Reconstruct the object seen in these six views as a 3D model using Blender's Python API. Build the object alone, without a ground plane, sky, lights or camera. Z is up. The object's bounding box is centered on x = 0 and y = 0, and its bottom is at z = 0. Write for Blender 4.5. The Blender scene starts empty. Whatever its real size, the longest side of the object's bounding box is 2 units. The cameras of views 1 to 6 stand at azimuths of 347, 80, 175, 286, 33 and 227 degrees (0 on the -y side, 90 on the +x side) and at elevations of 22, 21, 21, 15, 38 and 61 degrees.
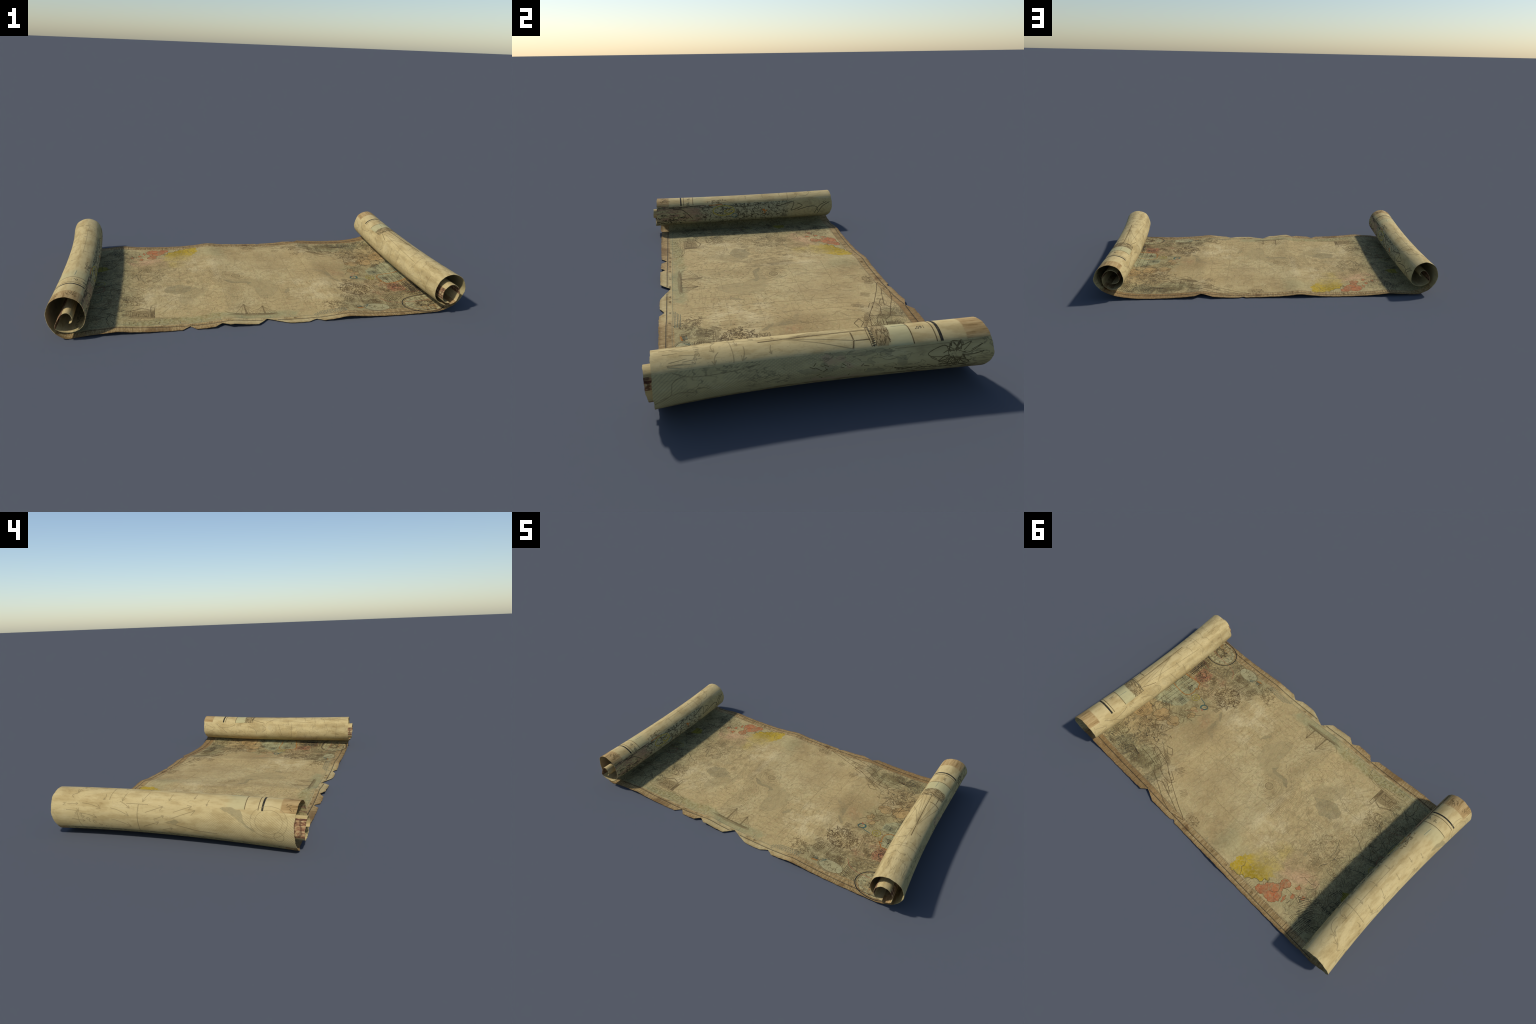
# An old, torn map on a sheet of parchment, both ends rolled up.
# One long strip profile (tip of the left curl -> left roll -> flat sheet -> right roll -> tip of
# the right curl) is swept across the width of the sheet; drawings are thin ink built on its surface.
import bpy, bmesh, math, random
import numpy as np

rng = random.Random(7)
THICK = 0.0016          # paper thickness (m)
ROWS = 48               # rows across the width of the sheet


# ------------------------------------------------------------------ sheet surface
def cubic(p, y):
    return p[0] + p[1] * y + p[2] * y * y + p[3] * y ** 3


# axis of each roll as it bows across the width: x, z and radius
AXIS = {
    "left": ((-0.8941, 0.0222, -0.063, -0.0341), (0.1300, 0.003, -0.0080, -0.008), (0.0764, -0.0016, 0.011, -0.0037)),
    "right": ((0.8906, -0.0034, 0.0628, -0.0371), (0.1252, -0.0034, 0.0151, 0.0172), (0.0781, -0.0033, 0.0018, -0.0028)),
}
R_REF = 0.0785
# control points of the curled ends, from the ground inward: (outward, up) from the roll's axis at the
# front edge and at the back edge, then where the sheet starts (front) and stops (back) across the width
LEFT_CURL = [
    ((-0.030, -0.1265), (-0.020, -0.1170), -0.520, 0.556),
    ((0.008, -0.1210), (0.028, -0.1000), -0.526, 0.550),
    ((0.043, -0.1000), (0.048, -0.0850), -0.526, 0.548),
    ((0.067, -0.0690), (0.066, -0.0600), -0.523, 0.552),
    ((0.080, -0.0320), (0.079, -0.0250), -0.521, 0.553),
    ((0.081, 0.0060), (0.079, 0.0080), -0.521, 0.553),
    ((0.057, 0.0560), (0.056, 0.0560), -0.527, 0.552),
    ((0.000, 0.0795), (0.000, 0.0795), -0.533, 0.551),
    ((-0.056, 0.0555), (-0.056, 0.0555), -0.537, 0.554),
    ((-0.0785, 0.0000), (-0.0785, 0.0000), -0.540, 0.556),
    ((-0.0735, -0.0430), (-0.0735, -0.0430), -0.546, 0.548),
    ((-0.0535, -0.0660), (-0.0535, -0.0660), -0.550, 0.536),
    ((-0.0255, -0.0775), (-0.0230, -0.0770), -0.550, 0.534),
    ((0.0040, -0.0770), (0.0060, -0.0750), -0.551, 0.531),
    ((0.0350, -0.0630), (0.0370, -0.0580), -0.553, 0.529),
    ((0.0440, -0.0470), (0.0450, -0.0400), -0.554, 0.527),
    ((0.0380, -0.0280), (0.0400, -0.0200), -0.555, 0.526),
    ((0.0265, -0.0090), (0.0300, -0.0040), -0.556, 0.525),
    ((0.0115, 0.0110), (0.0170, 0.0120), -0.557, 0.524),
    ((-0.0055, 0.0180), (0.0020, 0.0180), -0.558, 0.523),
    ((-0.0215, 0.0090), (-0.0130, 0.0090), -0.560, 0.522),
    ((-0.0290, -0.0120), (-0.0190, -0.0070), -0.562, 0.521),
    ((-0.0240, -0.0270), (-0.0130, -0.0180), -0.563, 0.520),
    ((-0.0150, -0.0300), (-0.0050, -0.0200), -0.563, 0.520),
]
RIGHT_CURL = [
    ((-0.050, -0.1165), (-0.050, -0.1160), -0.520, 0.553),
    ((0.0000, -0.1050), (0.002, -0.0990), -0.520, 0.554),
    ((0.0380, -0.0840), (0.036, -0.0790), -0.520, 0.556),
    ((0.0650, -0.0570), (0.062, -0.0520), -0.519, 0.561),
    ((0.0820, -0.0210), (0.081, -0.0190), -0.519, 0.562),
    ((0.0825, 0.0080), (0.082, 0.0080), -0.519, 0.561),
    ((0.0595, 0.0550), (0.059, 0.0550), -0.520, 0.555),
    ((0.0050, 0.0790), (0.005, 0.0790), -0.522, 0.547),
    ((-0.0530, 0.0580), (-0.053, 0.0580), -0.524, 0.544),
    ((-0.0780, 0.0000), (-0.078, 0.0000), -0.524, 0.541),
    ((-0.0740, -0.0360), (-0.074, -0.0360), -0.525, 0.540),
    ((-0.0520, -0.0620), (-0.050, -0.0660), -0.527, 0.535),
    ((-0.0120, -0.0800), (-0.010, -0.0810), -0.531, 0.532),
    ((0.0125, -0.0740), (0.0160, -0.0740), -0.534, 0.530),
    ((0.0330, -0.0580), (0.0380, -0.0540), -0.538, 0.528),
    ((0.0400, -0.0280), (0.0450, -0.0230), -0.542, 0.526),
    ((0.0380, -0.0020), (0.0420, 0.0010), -0.545, 0.525),
    ((0.0180, 0.0290), (0.0190, 0.0300), -0.547, 0.524),
    ((-0.0130, 0.0370), (-0.0120, 0.0370), -0.548, 0.523),
    ((-0.0400, 0.0150), (-0.0410, 0.0170), -0.548, 0.522),
    ((-0.0500, -0.0170), (-0.0520, -0.0110), -0.548, 0.521),
    ((-0.0430, -0.0450), (-0.0460, -0.0350), -0.548, 0.520),
    ((-0.0240, -0.0580), (-0.0270, -0.0460), -0.547, 0.520),
    ((-0.0050, -0.0590), (-0.0060, -0.0470), -0.546, 0.520),
]
# three gentle folds run across the sheet: (x, height)
FLAT = [(-0.84, 0.0085), (-0.77, 0.0125), (-0.71, 0.0165), (-0.63, 0.0090), (-0.53, 0.0035), (-0.42, 0.0012),
        (-0.33, 0.0028), (-0.25, 0.0095), (-0.178, 0.0172), (-0.10, 0.0090), (0.0, 0.0045), (0.10, 0.0020),
        (0.20, 0.0018), (0.27, 0.0042), (0.33, 0.0098), (0.392, 0.0172), (0.46, 0.0118), (0.55, 0.0058),
        (0.66, 0.0030), (0.76, 0.0048)]
# torn edges: (x, y) of the corners of every tear
FRONT_EDGE = [(-0.80, -0.520), (-0.60, -0.521), (-0.416, -0.518), (-0.380, -0.486), (-0.352, -0.518), (-0.264, -0.520),
              (-0.229, -0.495), (-0.194, -0.521), (-0.059, -0.520), (-0.008, -0.471), (0.097, -0.520), (0.190, -0.521),
              (0.235, -0.498), (0.268, -0.522), (0.55, -0.520), (0.80, -0.519)]
BACK_EDGE = [(-0.80, 0.556), (-0.45, 0.557), (-0.164, 0.555), (0.135, 0.552), (0.154, 0.541), (0.176, 0.553), (0.330, 0.552),
             (0.397, 0.524), (0.429, 0.552), (0.62, 0.553), (0.80, 0.553)]

RIGHT_MID = [(-0.002, 0.008), (-0.003, 0.012), (-0.003, 0.008), (-0.005, 0.004), (-0.004, 0.001)]
NL, NF = len(LEFT_CURL), len(FLAT)


def control_rows(v):
    """Control points of the strip profile (x, z) for the row v (0 front, 1 back)."""
    y = -0.52 + 1.073 * v
    pts, mid = [], 4 * v * (1 - v)
    for side, curl in (("left", LEFT_CURL), ("right", RIGHT_CURL)):
        cx, cz, r = (cubic(a, y) for a in AXIS[side])
        k, sgn = r / R_REF, (-1 if side == "left" else 1)
        row = []
        for i, (f, b, _, _) in enumerate(curl):
            dx, dz = (1 - v) * f[0] + v * b[0], (1 - v) * f[1] + v * b[1]
            if side == "right" and i < len(RIGHT_MID):      # the right roll rides higher in the middle
                dx, dz = dx + mid * RIGHT_MID[i][0], dz + mid * RIGHT_MID[i][1]
            row.append((cx + sgn * k * dx, max(cz + k * dz, 0.0018)))
        if side == "left":
            # between the folds the sheet lies a little higher in the middle than at its edges
            pts += row[::-1] + [(x, z + mid * (0.0062 if x > 0 else 0.0045) * max(0.0, 1 - z / 0.020)) for x, z in FLAT]
        else:
            pts += row
    return np.array(pts)


MID = control_rows(0.5)
chord = np.concatenate([[0], np.cumsum(np.linalg.norm(np.diff(MID, axis=0), axis=1))])


def weights(s):
    """Rows of Catmull-Rom weights (chord-length parameter) for the parameters s."""
    n, W = len(chord), np.zeros((len(s), len(chord)))
    i = np.clip(np.searchsorted(chord, s, side="right") - 1, 0, n - 2)
    h = chord[i + 1] - chord[i]
    t = (s - chord[i]) / h
    h00, h10, h01, h11 = 2 * t**3 - 3 * t**2 + 1, t**3 - 2 * t**2 + t, -2 * t**3 + 3 * t**2, t**3 - t**2
    r = np.arange(len(s))
    np.add.at(W, (r, i), h00)
    np.add.at(W, (r, i + 1), h01)
    for j, hh in ((i, h10), (i + 1, h11)):
        a, b = np.maximum(j - 1, 0), np.minimum(j + 1, n - 1)
        d = chord[b] - chord[a]
        np.add.at(W, (r, b), hh * h / d)
        np.add.at(W, (r, a), -hh * h / d)
    return W


yF_ctrl = np.array([c[2] for c in LEFT_CURL][::-1] + [-0.52] * NF + [c[2] for c in RIGHT_CURL])
yB_ctrl = np.array([c[3] for c in LEFT_CURL][::-1] + [0.553] * NF + [c[3] for c in RIGHT_CURL])


def edges_at(s, x):
    W = weights(s)
    yf, yb = W @ yF_ctrl, W @ yB_ctrl
    flat = (s > chord[NL]) & (s < chord[NL + NF - 1]) & (np.abs(x) < 0.8)
    yf = np.where(flat, np.interp(x, *zip(*FRONT_EDGE)), yf)
    yb = np.where(flat, np.interp(x, *zip(*BACK_EDGE)), yb)
    return yf, yb


def wobble(s, k):
    """Slight raggedness of the paper's edge."""
    return 0.0007 * np.sin(71 * s + k) + 0.0006 * np.sin(163 * s + 2.1 * k) + 0.0004 * np.sin(397 * s + 0.7 * k)


CTRL = np.stack([control_rows(v) for v in np.linspace(0, 1, 33)])       # (rows, ctrl, 2)
VGRID = np.linspace(0, 1, 33)


def surface(s, v):
    """Points and unit normals (upper side of the flat sheet) at strip parameters s and width parameters v."""
    s, v = np.broadcast_arrays(np.asarray(s, float), np.asarray(v, float))
    shape = s.shape
    s, v = s.ravel(), v.ravel()

    def at(s, v):
        s = np.clip(s, 0, chord[-1])
        W = weights(s)
        f = np.clip(v, 0, 1) * (len(VGRID) - 1)
        i = np.clip(f.astype(int), 0, len(VGRID) - 2)
        t = (f - i)[:, None, None]
        c = CTRL[i] * (1 - t) + CTRL[i + 1] * t
        xz = np.einsum("nk,nkd->nd", W, c)
        xm = (W @ MID)[:, 0]
        yf, yb = edges_at(s, xm)
        yf, yb = yf + wobble(s, 0.3), yb + wobble(s, 4.0)
        return np.stack([xz[:, 0], yf + v * (yb - yf), xz[:, 1]], -1)

    P = at(s, v)
    e = 0.003
    ds = at(s + e, v) - at(s - e, v)
    N = np.stack([-ds[:, 2], np.zeros(len(s)), ds[:, 0]], -1)
    dv = at(s, np.minimum(v + 0.02, 1)) - at(s, np.maximum(v - 0.02, 0))
    dv[:, 0], dv[:, 2] = np.where(np.abs(dv[:, 0]) < 0.02, dv[:, 0], 0), dv[:, 2]
    T = ds * np.array([1, 0, 1])
    N = np.cross(T, dv)
    N /= np.linalg.norm(N, axis=1, keepdims=True)
    return P.reshape(shape + (3,)), N.reshape(shape + (3,))


# stations along the strip, with one at every corner of a tear
fine = np.linspace(0, chord[-1], 2400)
fine_x = (weights(fine) @ MID)[:, 0]
flat_sel = (fine > chord[NL - 2]) & (fine < chord[NL + NF + 1])


def s_of_x(x):
    return np.interp(x, fine_x[flat_sel], fine[flat_sel])


def curl_angle(side):
    """Winding angle about the roll's axis (0 below, 90 outward, 180 above) along the strip, per side."""
    sgn = -1 if side == "left" else 1
    cx, cz, _ = (cubic(a, 0.0165) for a in AXIS[side])
    xz = weights(fine) @ MID
    a = np.unwrap(np.arctan2(sgn * (xz[:, 0] - cx), -(xz[:, 1] - cz)))
    if side == "left":
        a = a[::-1]
        a = a - 2 * np.pi * np.round((a[np.argmin(np.abs(fine_x[::-1] + 0.90) + 9 * ((weights(fine) @ MID)[::-1, 1] > 0.03))]) / (2 * np.pi))
        keep = fine[::-1] < chord[NL + 2]
        return np.degrees(a[keep]), fine[::-1][keep]
    a = a - 2 * np.pi * np.round(a[np.argmin(np.abs(fine_x - 0.86) + 9 * ((weights(fine) @ MID)[:, 1] > 0.03))] / (2 * np.pi))
    keep = fine > chord[NL + NF - 3]
    return np.degrees(a[keep]), fine[keep]


ANG = {s: curl_angle(s) for s in ("left", "right")}


def s_of_angle(side, deg):
    a, s = ANG[side]
    first = np.argmax(a > 330) if (a > 330).any() else len(a)
    return np.interp(deg, a[:first], s[:first])


S_SPLIT = {k: float(s_of_angle(k, 31)) for k in ANG}
S_BAND1 = {k: float(s_of_angle(k, 127.5)) for k in ANG}
S_BAND2 = {k: float(s_of_angle(k, 233)) for k in ANG}
S_INNER = {"left": float(chord[NL - 13]), "right": float(chord[NL + NF + 12])}
corners = [float(s_of_x(x)) for x, _ in FRONT_EDGE[1:-1] + BACK_EDGE[1:-1]]
special = sorted(corners + list(S_SPLIT.values()) + list(S_BAND1.values()) + list(S_BAND2.values()) + list(S_INNER.values()) + [0.0, float(chord[-1])])
stations = [special[0]]
for b in special[1:]:
    a = stations[-1]
    if b - a < 1e-6:
        continue
    n = max(1, int(round((b - a) / 0.0042)))
    stations += [a + (b - a) * (i + 1) / n for i in range(n)]
stations = np.array(stations)

# ------------------------------------------------------------------ node helpers
class Tree:
    def __init__(self, name, group=False):
        if group:
            self.t = bpy.data.node_groups.new(name, "ShaderNodeTree")
            self.t.interface.new_socket("Color", in_out="OUTPUT", socket_type="NodeSocketColor")
            self.t.interface.new_socket("Grain", in_out="OUTPUT", socket_type="NodeSocketFloat")
            return
        self.mat = bpy.data.materials.new(name)
        self.mat.use_nodes = True
        self.t = self.mat.node_tree
        self.bsdf = self.t.nodes["Principled BSDF"]

    def node(self, kind, **kw):
        n = self.t.nodes.new(kind)
        for k, v in kw.items():
            setattr(n, k, v)
        return n

    def put(self, sock, val):
        if hasattr(val, "links"):
            self.t.links.new(val, sock)
        elif isinstance(val, (tuple, list)):
            sock.default_value = tuple(val) + ((1.0,) if sock.type == "RGBA" and len(val) == 3 else ())
        else:
            sock.default_value = val

    def m(self, op, a, b=None, c=None, clamp=False):
        n = self.node("ShaderNodeMath", operation=op, use_clamp=clamp)
        for i, x in enumerate((a, b, c)):
            if x is not None:
                self.put(n.inputs[i], x)
        return n.outputs[0]

    def step(self, x, lo, hi):
        """Smooth 0..1 as x goes lo -> hi (hi may be below lo)."""
        n = self.node("ShaderNodeMapRange", interpolation_type="SMOOTHSTEP")
        self.put(n.inputs["Value"], x)
        if lo < hi:
            vals = (lo, hi, 0.0, 1.0)
        else:
            vals = (hi, lo, 1.0, 0.0)
        for k, v in zip(("From Min", "From Max", "To Min", "To Max"), vals):
            n.inputs[k].default_value = v
        return n.outputs[0]

    def mul(self, *xs):
        r = xs[0]
        for x in xs[1:]:
            r = self.m("MULTIPLY", r, x)
        return r

    def mx(self, *xs):
        r = xs[0]
        for x in xs[1:]:
            r = self.m("MAXIMUM", r, x)
        return r

    def vec(self, x, y, z=0.0):
        n = self.node("ShaderNodeCombineXYZ")
        for i, k in enumerate((x, y, z)):
            self.put(n.inputs[i], k)
        return n.outputs[0]

    def map(self, v, loc=(0, 0, 0), rot=0.0, scale=(1, 1, 1)):
        n = self.node("ShaderNodeMapping")
        self.put(n.inputs["Vector"], v)
        n.inputs["Location"].default_value = loc
        n.inputs["Rotation"].default_value = (0, 0, math.radians(rot))
        n.inputs["Scale"].default_value = scale
        return n.outputs[0]

    def noise(self, v, scale, detail=3.0, rough=0.5, dist=0.0, w=0.0):
        n = self.node("ShaderNodeTexNoise", noise_dimensions="4D")
        self.put(n.inputs["Vector"], v)
        for k, x in (("W", w), ("Scale", scale), ("Detail", detail), ("Roughness", rough), ("Distortion", dist)):
            n.inputs[k].default_value = x
        return n.outputs["Fac"]

    def wave(self, v, scale, rot=0.0, dist=2.0, dscale=2.0, detail=2.0):
        n = self.node("ShaderNodeTexWave", wave_type="BANDS", bands_direction="X", wave_profile="SIN")
        self.put(n.inputs["Vector"], self.map(v, rot=rot))
        for k, x in (("Scale", scale), ("Distortion", dist), ("Detail", detail), ("Detail Scale", dscale)):
            n.inputs[k].default_value = x
        return n.outputs["Fac"]

    def mix(self, fac, a, b, mode="MIX"):
        n = self.node("ShaderNodeMix", data_type="RGBA", blend_type=mode)
        self.put(n.inputs["Factor"], fac)
        self.put(n.inputs[6], a)
        self.put(n.inputs[7], b)
        return n.outputs[2]

    def ramp(self, x, stops, interp="EASE"):
        n = self.node("ShaderNodeValToRGB")
        r = n.color_ramp
        r.interpolation = interp
        while len(r.elements) > 1:
            r.elements.remove(r.elements[-1])
        for i, (p, c) in enumerate(stops):
            e = r.elements[0] if i == 0 else r.elements.new(p)
            e.position = p
            e.color = tuple(c) + (1.0,) if isinstance(c, tuple) else (c, c, c, 1.0)
        self.put(n.inputs[0], x)
        return n.outputs[0]

    def contour(self, v, scale, width, detail=1.5, dist=0.6, w=0.0):
        """Pen-like lines: where a noise field crosses its middle."""
        f = self.noise(v, scale, detail, 0.5, dist, w)
        return self.step(self.m("ABSOLUTE", self.m("SUBTRACT", f, 0.5)), width, width * 0.25)

    def close_group(self, colour, grain):
        o = self.node("NodeGroupOutput")
        self.put(o.inputs[0], colour)
        self.put(o.inputs[1], grain)
        return self.t

    def use(self, group):
        n = self.node("ShaderNodeGroup")
        n.node_tree = group
        return n.outputs[0], n.outputs[1]

    def position(self):
        tc = self.node("ShaderNodeTexCoord")
        s = self.node("ShaderNodeSeparateXYZ")
        self.put(s.inputs[0], tc.outputs["Object"])
        return s.outputs[0], s.outputs[1], s.outputs[2]

    def finish(self, colour, rough=0.85, bump=None, strength=0.15):
        self.put(self.bsdf.inputs["Base Color"], colour)
        self.bsdf.inputs["Roughness"].default_value = rough
        self.bsdf.inputs["Specular IOR Level"].default_value = 0.2
        if bump is not None:
            b = self.node("ShaderNodeBump")
            b.inputs["Strength"].default_value = strength
            b.inputs["Distance"].default_value = 0.002
            self.put(b.inputs["Height"], bump)
            self.put(self.bsdf.inputs["Normal"], b.outputs[0])
        return self.mat


# ------------------------------------------------------------------ parchment of the flat sheet
TAN_DARK, TAN, TAN_LIGHT, CREAM = (0.335, 0.235, 0.098), (0.440, 0.328, 0.143), (0.495, 0.386, 0.180), (0.555, 0.446, 0.232)


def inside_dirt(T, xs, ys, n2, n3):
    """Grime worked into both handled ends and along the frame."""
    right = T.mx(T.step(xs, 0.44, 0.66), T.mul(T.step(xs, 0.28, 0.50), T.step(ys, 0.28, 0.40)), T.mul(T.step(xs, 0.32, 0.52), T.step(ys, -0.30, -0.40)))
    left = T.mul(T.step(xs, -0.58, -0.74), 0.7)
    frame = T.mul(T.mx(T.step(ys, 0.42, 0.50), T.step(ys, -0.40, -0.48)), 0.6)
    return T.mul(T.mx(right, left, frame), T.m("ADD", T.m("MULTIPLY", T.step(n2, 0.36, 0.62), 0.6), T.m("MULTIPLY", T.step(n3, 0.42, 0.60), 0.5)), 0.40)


def flat_colour(T, scribble=True):
    x, y, _ = T.position()
    p = T.vec(x, y)
    n1, n2 = T.noise(p, 3.0, 4, 0.55), T.noise(p, 11, 5, 0.6, w=3.0)
    n3 = T.noise(p, 70, 4, 0.65, w=5.0)
    soft = T.m("SUBTRACT", n2, 0.5)
    # coordinates shaken by noise so that no zone has a ruled border
    xs, ys = T.m("MULTIPLY_ADD", soft, 0.22, x), T.m("MULTIPLY_ADD", T.m("SUBTRACT", n1, 0.5), 0.22, y)

    def box(x0, x1, y0, y1, s=0.05, a=xs, b=ys):
        return T.mul(T.step(a, x0 - s, x0 + s), T.step(a, x1 + s, x1 - s), T.step(b, y0 - s, y0 + s), T.step(b, y1 + s, y1 - s))

    def spot(cx, cy, r, s=1.0, ax=1.0, a=xs, b=ys):
        dx, dy = T.m("SUBTRACT", a, cx), T.m("SUBTRACT", b, cy)
        d = T.m("SQRT", T.m("ADD", T.m("POWER", T.m("DIVIDE", T.m("ABSOLUTE", dx), ax), 2.0), T.m("POWER", T.m("ABSOLUTE", dy), 2.0)))
        return T.step(d, r * (1 + 0.5 * s), r * (1 - 0.5 * s))

    tone = T.m("ADD", T.m("MULTIPLY", n1, 0.55), T.m("MULTIPLY", n2, 0.45))
    c = T.ramp(tone, [(0.34, TAN_DARK), (0.47, TAN), (0.60, TAN_LIGHT), (0.72, CREAM)])
    # warm and greenish flecks of the fibres
    hue = T.noise(p, 48, 4, 0.7, 0.4, w=17.0)
    c = T.mix(T.m("MULTIPLY", T.step(hue, 0.52, 0.66), 0.45), c, (0.465, 0.315, 0.148))
    c = T.mix(T.m("MULTIPLY", T.step(hue, 0.47, 0.34), 0.45), c, (0.385, 0.330, 0.140))
    # pale worn areas
    pale = T.mul(T.mx(spot(0.545, -0.215, 0.10), spot(-0.25, 0.22, 0.10), spot(0.42, 0.40, 0.08), spot(-0.52, -0.16, 0.12), spot(0.50, -0.36, 0.06), spot(0.66, 0.16, 0.07), box(0.2, 0.45, -0.3, -0.05)), T.step(n2, 0.40, 0.62))
    c = T.mix(T.m("MULTIPLY", pale, 0.75), c, CREAM)
    pale_fold = T.mul(T.step(T.m("ABSOLUTE", T.m("ADD", x, 0.185)), 0.035, 0.0), T.step(y, -0.10, 0.05), T.step(y, 0.35, 0.2))
    c = T.mix(T.m("MULTIPLY", pale_fold, 0.45), c, CREAM)
    # brown ageing clouds
    brown = T.mx(spot(0.08, 0.45, 0.05, 1.2), spot(-0.02, 0.33, 0.06, 1.4), spot(0.12, 0.34, 0.05, 1.4), spot(0.30, 0.33, 0.09, 1.4), spot(0.16, 0.22, 0.10, 1.4), spot(0.47, 0.02, 0.10, 1.5, 1.6), spot(-0.1, 0.42, 0.06, 1.5))
    c = T.mix(T.mul(brown, T.step(n2, 0.30, 0.65), 0.62), c, (0.30, 0.20, 0.08))
    # green-grey along frame and corners; left end tinted to its look in shadow
    green = T.mx(T.mul(box(-0.66, 0.16, -0.475, -0.415, 0.02), 0.9), T.mul(T.step(xs, -0.60, -0.72), 0.85), T.mul(box(0.46, 1.2, 0.36, 0.48, 0.04), 0.85),
                 T.mul(box(0.58, 1.2, -0.12, 0.10, 0.05), 0.7), T.mul(box(0.40, 1.2, -0.50, -0.30, 0.05), 0.55), T.mul(box(-0.5, -0.1, 0.36, 0.49, 0.04), 0.45), T.mul(box(-0.66, -0.4, 0.40, 0.5, 0.03), 0.6))
    c = T.mix(T.m("MULTIPLY", green, T.step(n2, 0.25, 0.5)), c, (0.335, 0.300, 0.138))
    moss = T.mul(box(-0.66, -0.22, -0.475, -0.41, 0.02), T.step(n3, 0.42, 0.62))
    c = T.mix(T.m("MULTIPLY", moss, 0.75), c, (0.24, 0.19, 0.06))
    olive = T.mul(box(0.42, 0.70, 0.40, 0.475, 0.03), T.step(n2, 0.35, 0.6))
    c = T.mix(T.m("MULTIPLY", olive, 0.6), c, (0.20, 0.165, 0.06))
    # rubbed colour: rose, yellow, red
    rose = T.mul(T.mx(box(-0.66, -0.46, 0.22, 0.36, 0.04), spot(-0.62, 0.30, 0.06)), T.step(n2, 0.35, 0.6))
    c = T.mix(T.m("MULTIPLY", rose, 0.42), c, (0.60, 0.30, 0.17))
    yel = T.mul(T.mx(box(-0.46, -0.30, 0.30, 0.44, 0.03), spot(-0.40, 0.25, 0.05)), T.step(n2, 0.38, 0.66))
    c = T.mix(T.m("MULTIPLY", yel, 0.5), c, (0.48, 0.34, 0.045))
    red = T.mul(T.mx(spot(0.765, -0.225, 0.035), spot(0.725, -0.165, 0.022), spot(0.66, -0.27, 0.03), spot(0.60, -0.03, 0.014), T.mul(spot(0.51, -0.02, 0.04), 0.35), T.mul(spot(0.66, -0.13, 0.05), 0.3)), T.step(n3, 0.35, 0.6))
    c = T.mix(T.m("MULTIPLY", red, 0.5), c, (0.40, 0.10, 0.05))

    # the border outside the drawn frame
    bt = T.m("MULTIPLY_ADD", x, 0.010, 0.0)
    back = T.step(T.m("ADD", y, bt), 0.494, 0.499)
    front = T.step(T.m("MULTIPLY_ADD", x, -0.012, y), -0.463, -0.467)
    grain = T.noise(T.map(p, scale=(5.5, 1.0, 1)), 22, 4, 0.65, w=9.0)
    warm = T.ramp(grain, [(0.33, (0.135, 0.075, 0.024)), (0.45, (0.275, 0.175, 0.066)), (0.57, (0.385, 0.270, 0.115)), (0.70, (0.46, 0.345, 0.165))])
    palem = T.ramp(T.noise(p, 24, 5, 0.6, w=2.0), [(0.32, (0.34, 0.235, 0.090)), (0.5, (0.445, 0.340, 0.152)), (0.68, (0.505, 0.405, 0.198))])
    dark = T.ramp(T.noise(T.map(p, scale=(5.0, 1.0, 1)), 26, 4, 0.6, w=4.0), [(0.32, (0.095, 0.050, 0.015)), (0.5, (0.225, 0.130, 0.046)), (0.66, (0.34, 0.215, 0.085))])
    fpale = T.mul(T.step(x, -0.26, -0.16), T.step(x, 0.42, 0.26))
    bdark = T.step(xs, 0.15, 0.45)
    border = T.mix(T.mul(front, fpale), T.mix(T.mul(back, bdark), warm, dark), palem)
    spots = T.mul(front, T.step(x, -0.22, -0.30), T.step(T.noise(p, 110, 3, 0.6), 0.54, 0.66))
    border = T.mix(T.m("MULTIPLY", spots, 0.8), border, (0.13, 0.07, 0.025))
    patch = T.mul(T.mx(spot(0.70, -0.515, 0.018, 0.8), spot(0.86, -0.50, 0.02), spot(-0.52, -0.515, 0.03, 1, 2), spot(0.07, 0.53, 0.02)), 0.8)
    border = T.mix(patch, border, (0.12, 0.055, 0.015))
    c = T.mix(T.mx(back, front), c, border)
    # scorched rim of the paper
    rim = T.mx(T.step(T.m("MULTIPLY_ADD", soft, 0.012, y), 0.538, 0.556), T.mul(T.step(T.m("MULTIPLY_ADD", soft, 0.03, y), -0.507, -0.523), T.m("SUBTRACT", 1.0, T.m("MULTIPLY", fpale, 0.5))))
    c = T.mix(T.mul(rim, T.step(n2, 0.30, 0.52), 0.8), c, (0.15, 0.075, 0.02))
    if not scribble:
        return c, n3

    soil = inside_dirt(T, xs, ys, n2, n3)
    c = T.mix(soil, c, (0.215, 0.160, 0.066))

    # ---- old engraving: pen lines, hatching and specks, dense at both ends and faint in the middle
    inside = T.mul(T.m("SUBTRACT", 1.0, back), T.m("SUBTRACT", 1.0, front))
    edge = T.node("ShaderNodeFloatCurve")
    curve = edge.mapping.curves[0]
    for i, (yy, xx) in enumerate(((0.0, 0.40), (0.10, 0.42), (0.28, 0.50), (0.45, 0.56), (0.60, 0.62), (0.74, 0.54), (0.86, 0.42), (1.0, 0.14))):
        if i == 0:
            curve.points[0].location = (yy, xx)
        elif yy == 1.0:
            curve.points[-1].location = (yy, xx)
        else:
            curve.points.new(yy, xx)
    edge.mapping.update()
    T.put(edge.inputs["Value"], T.m("DIVIDE", T.m("ADD", y, 0.5), 1.0, clamp=True))
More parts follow.
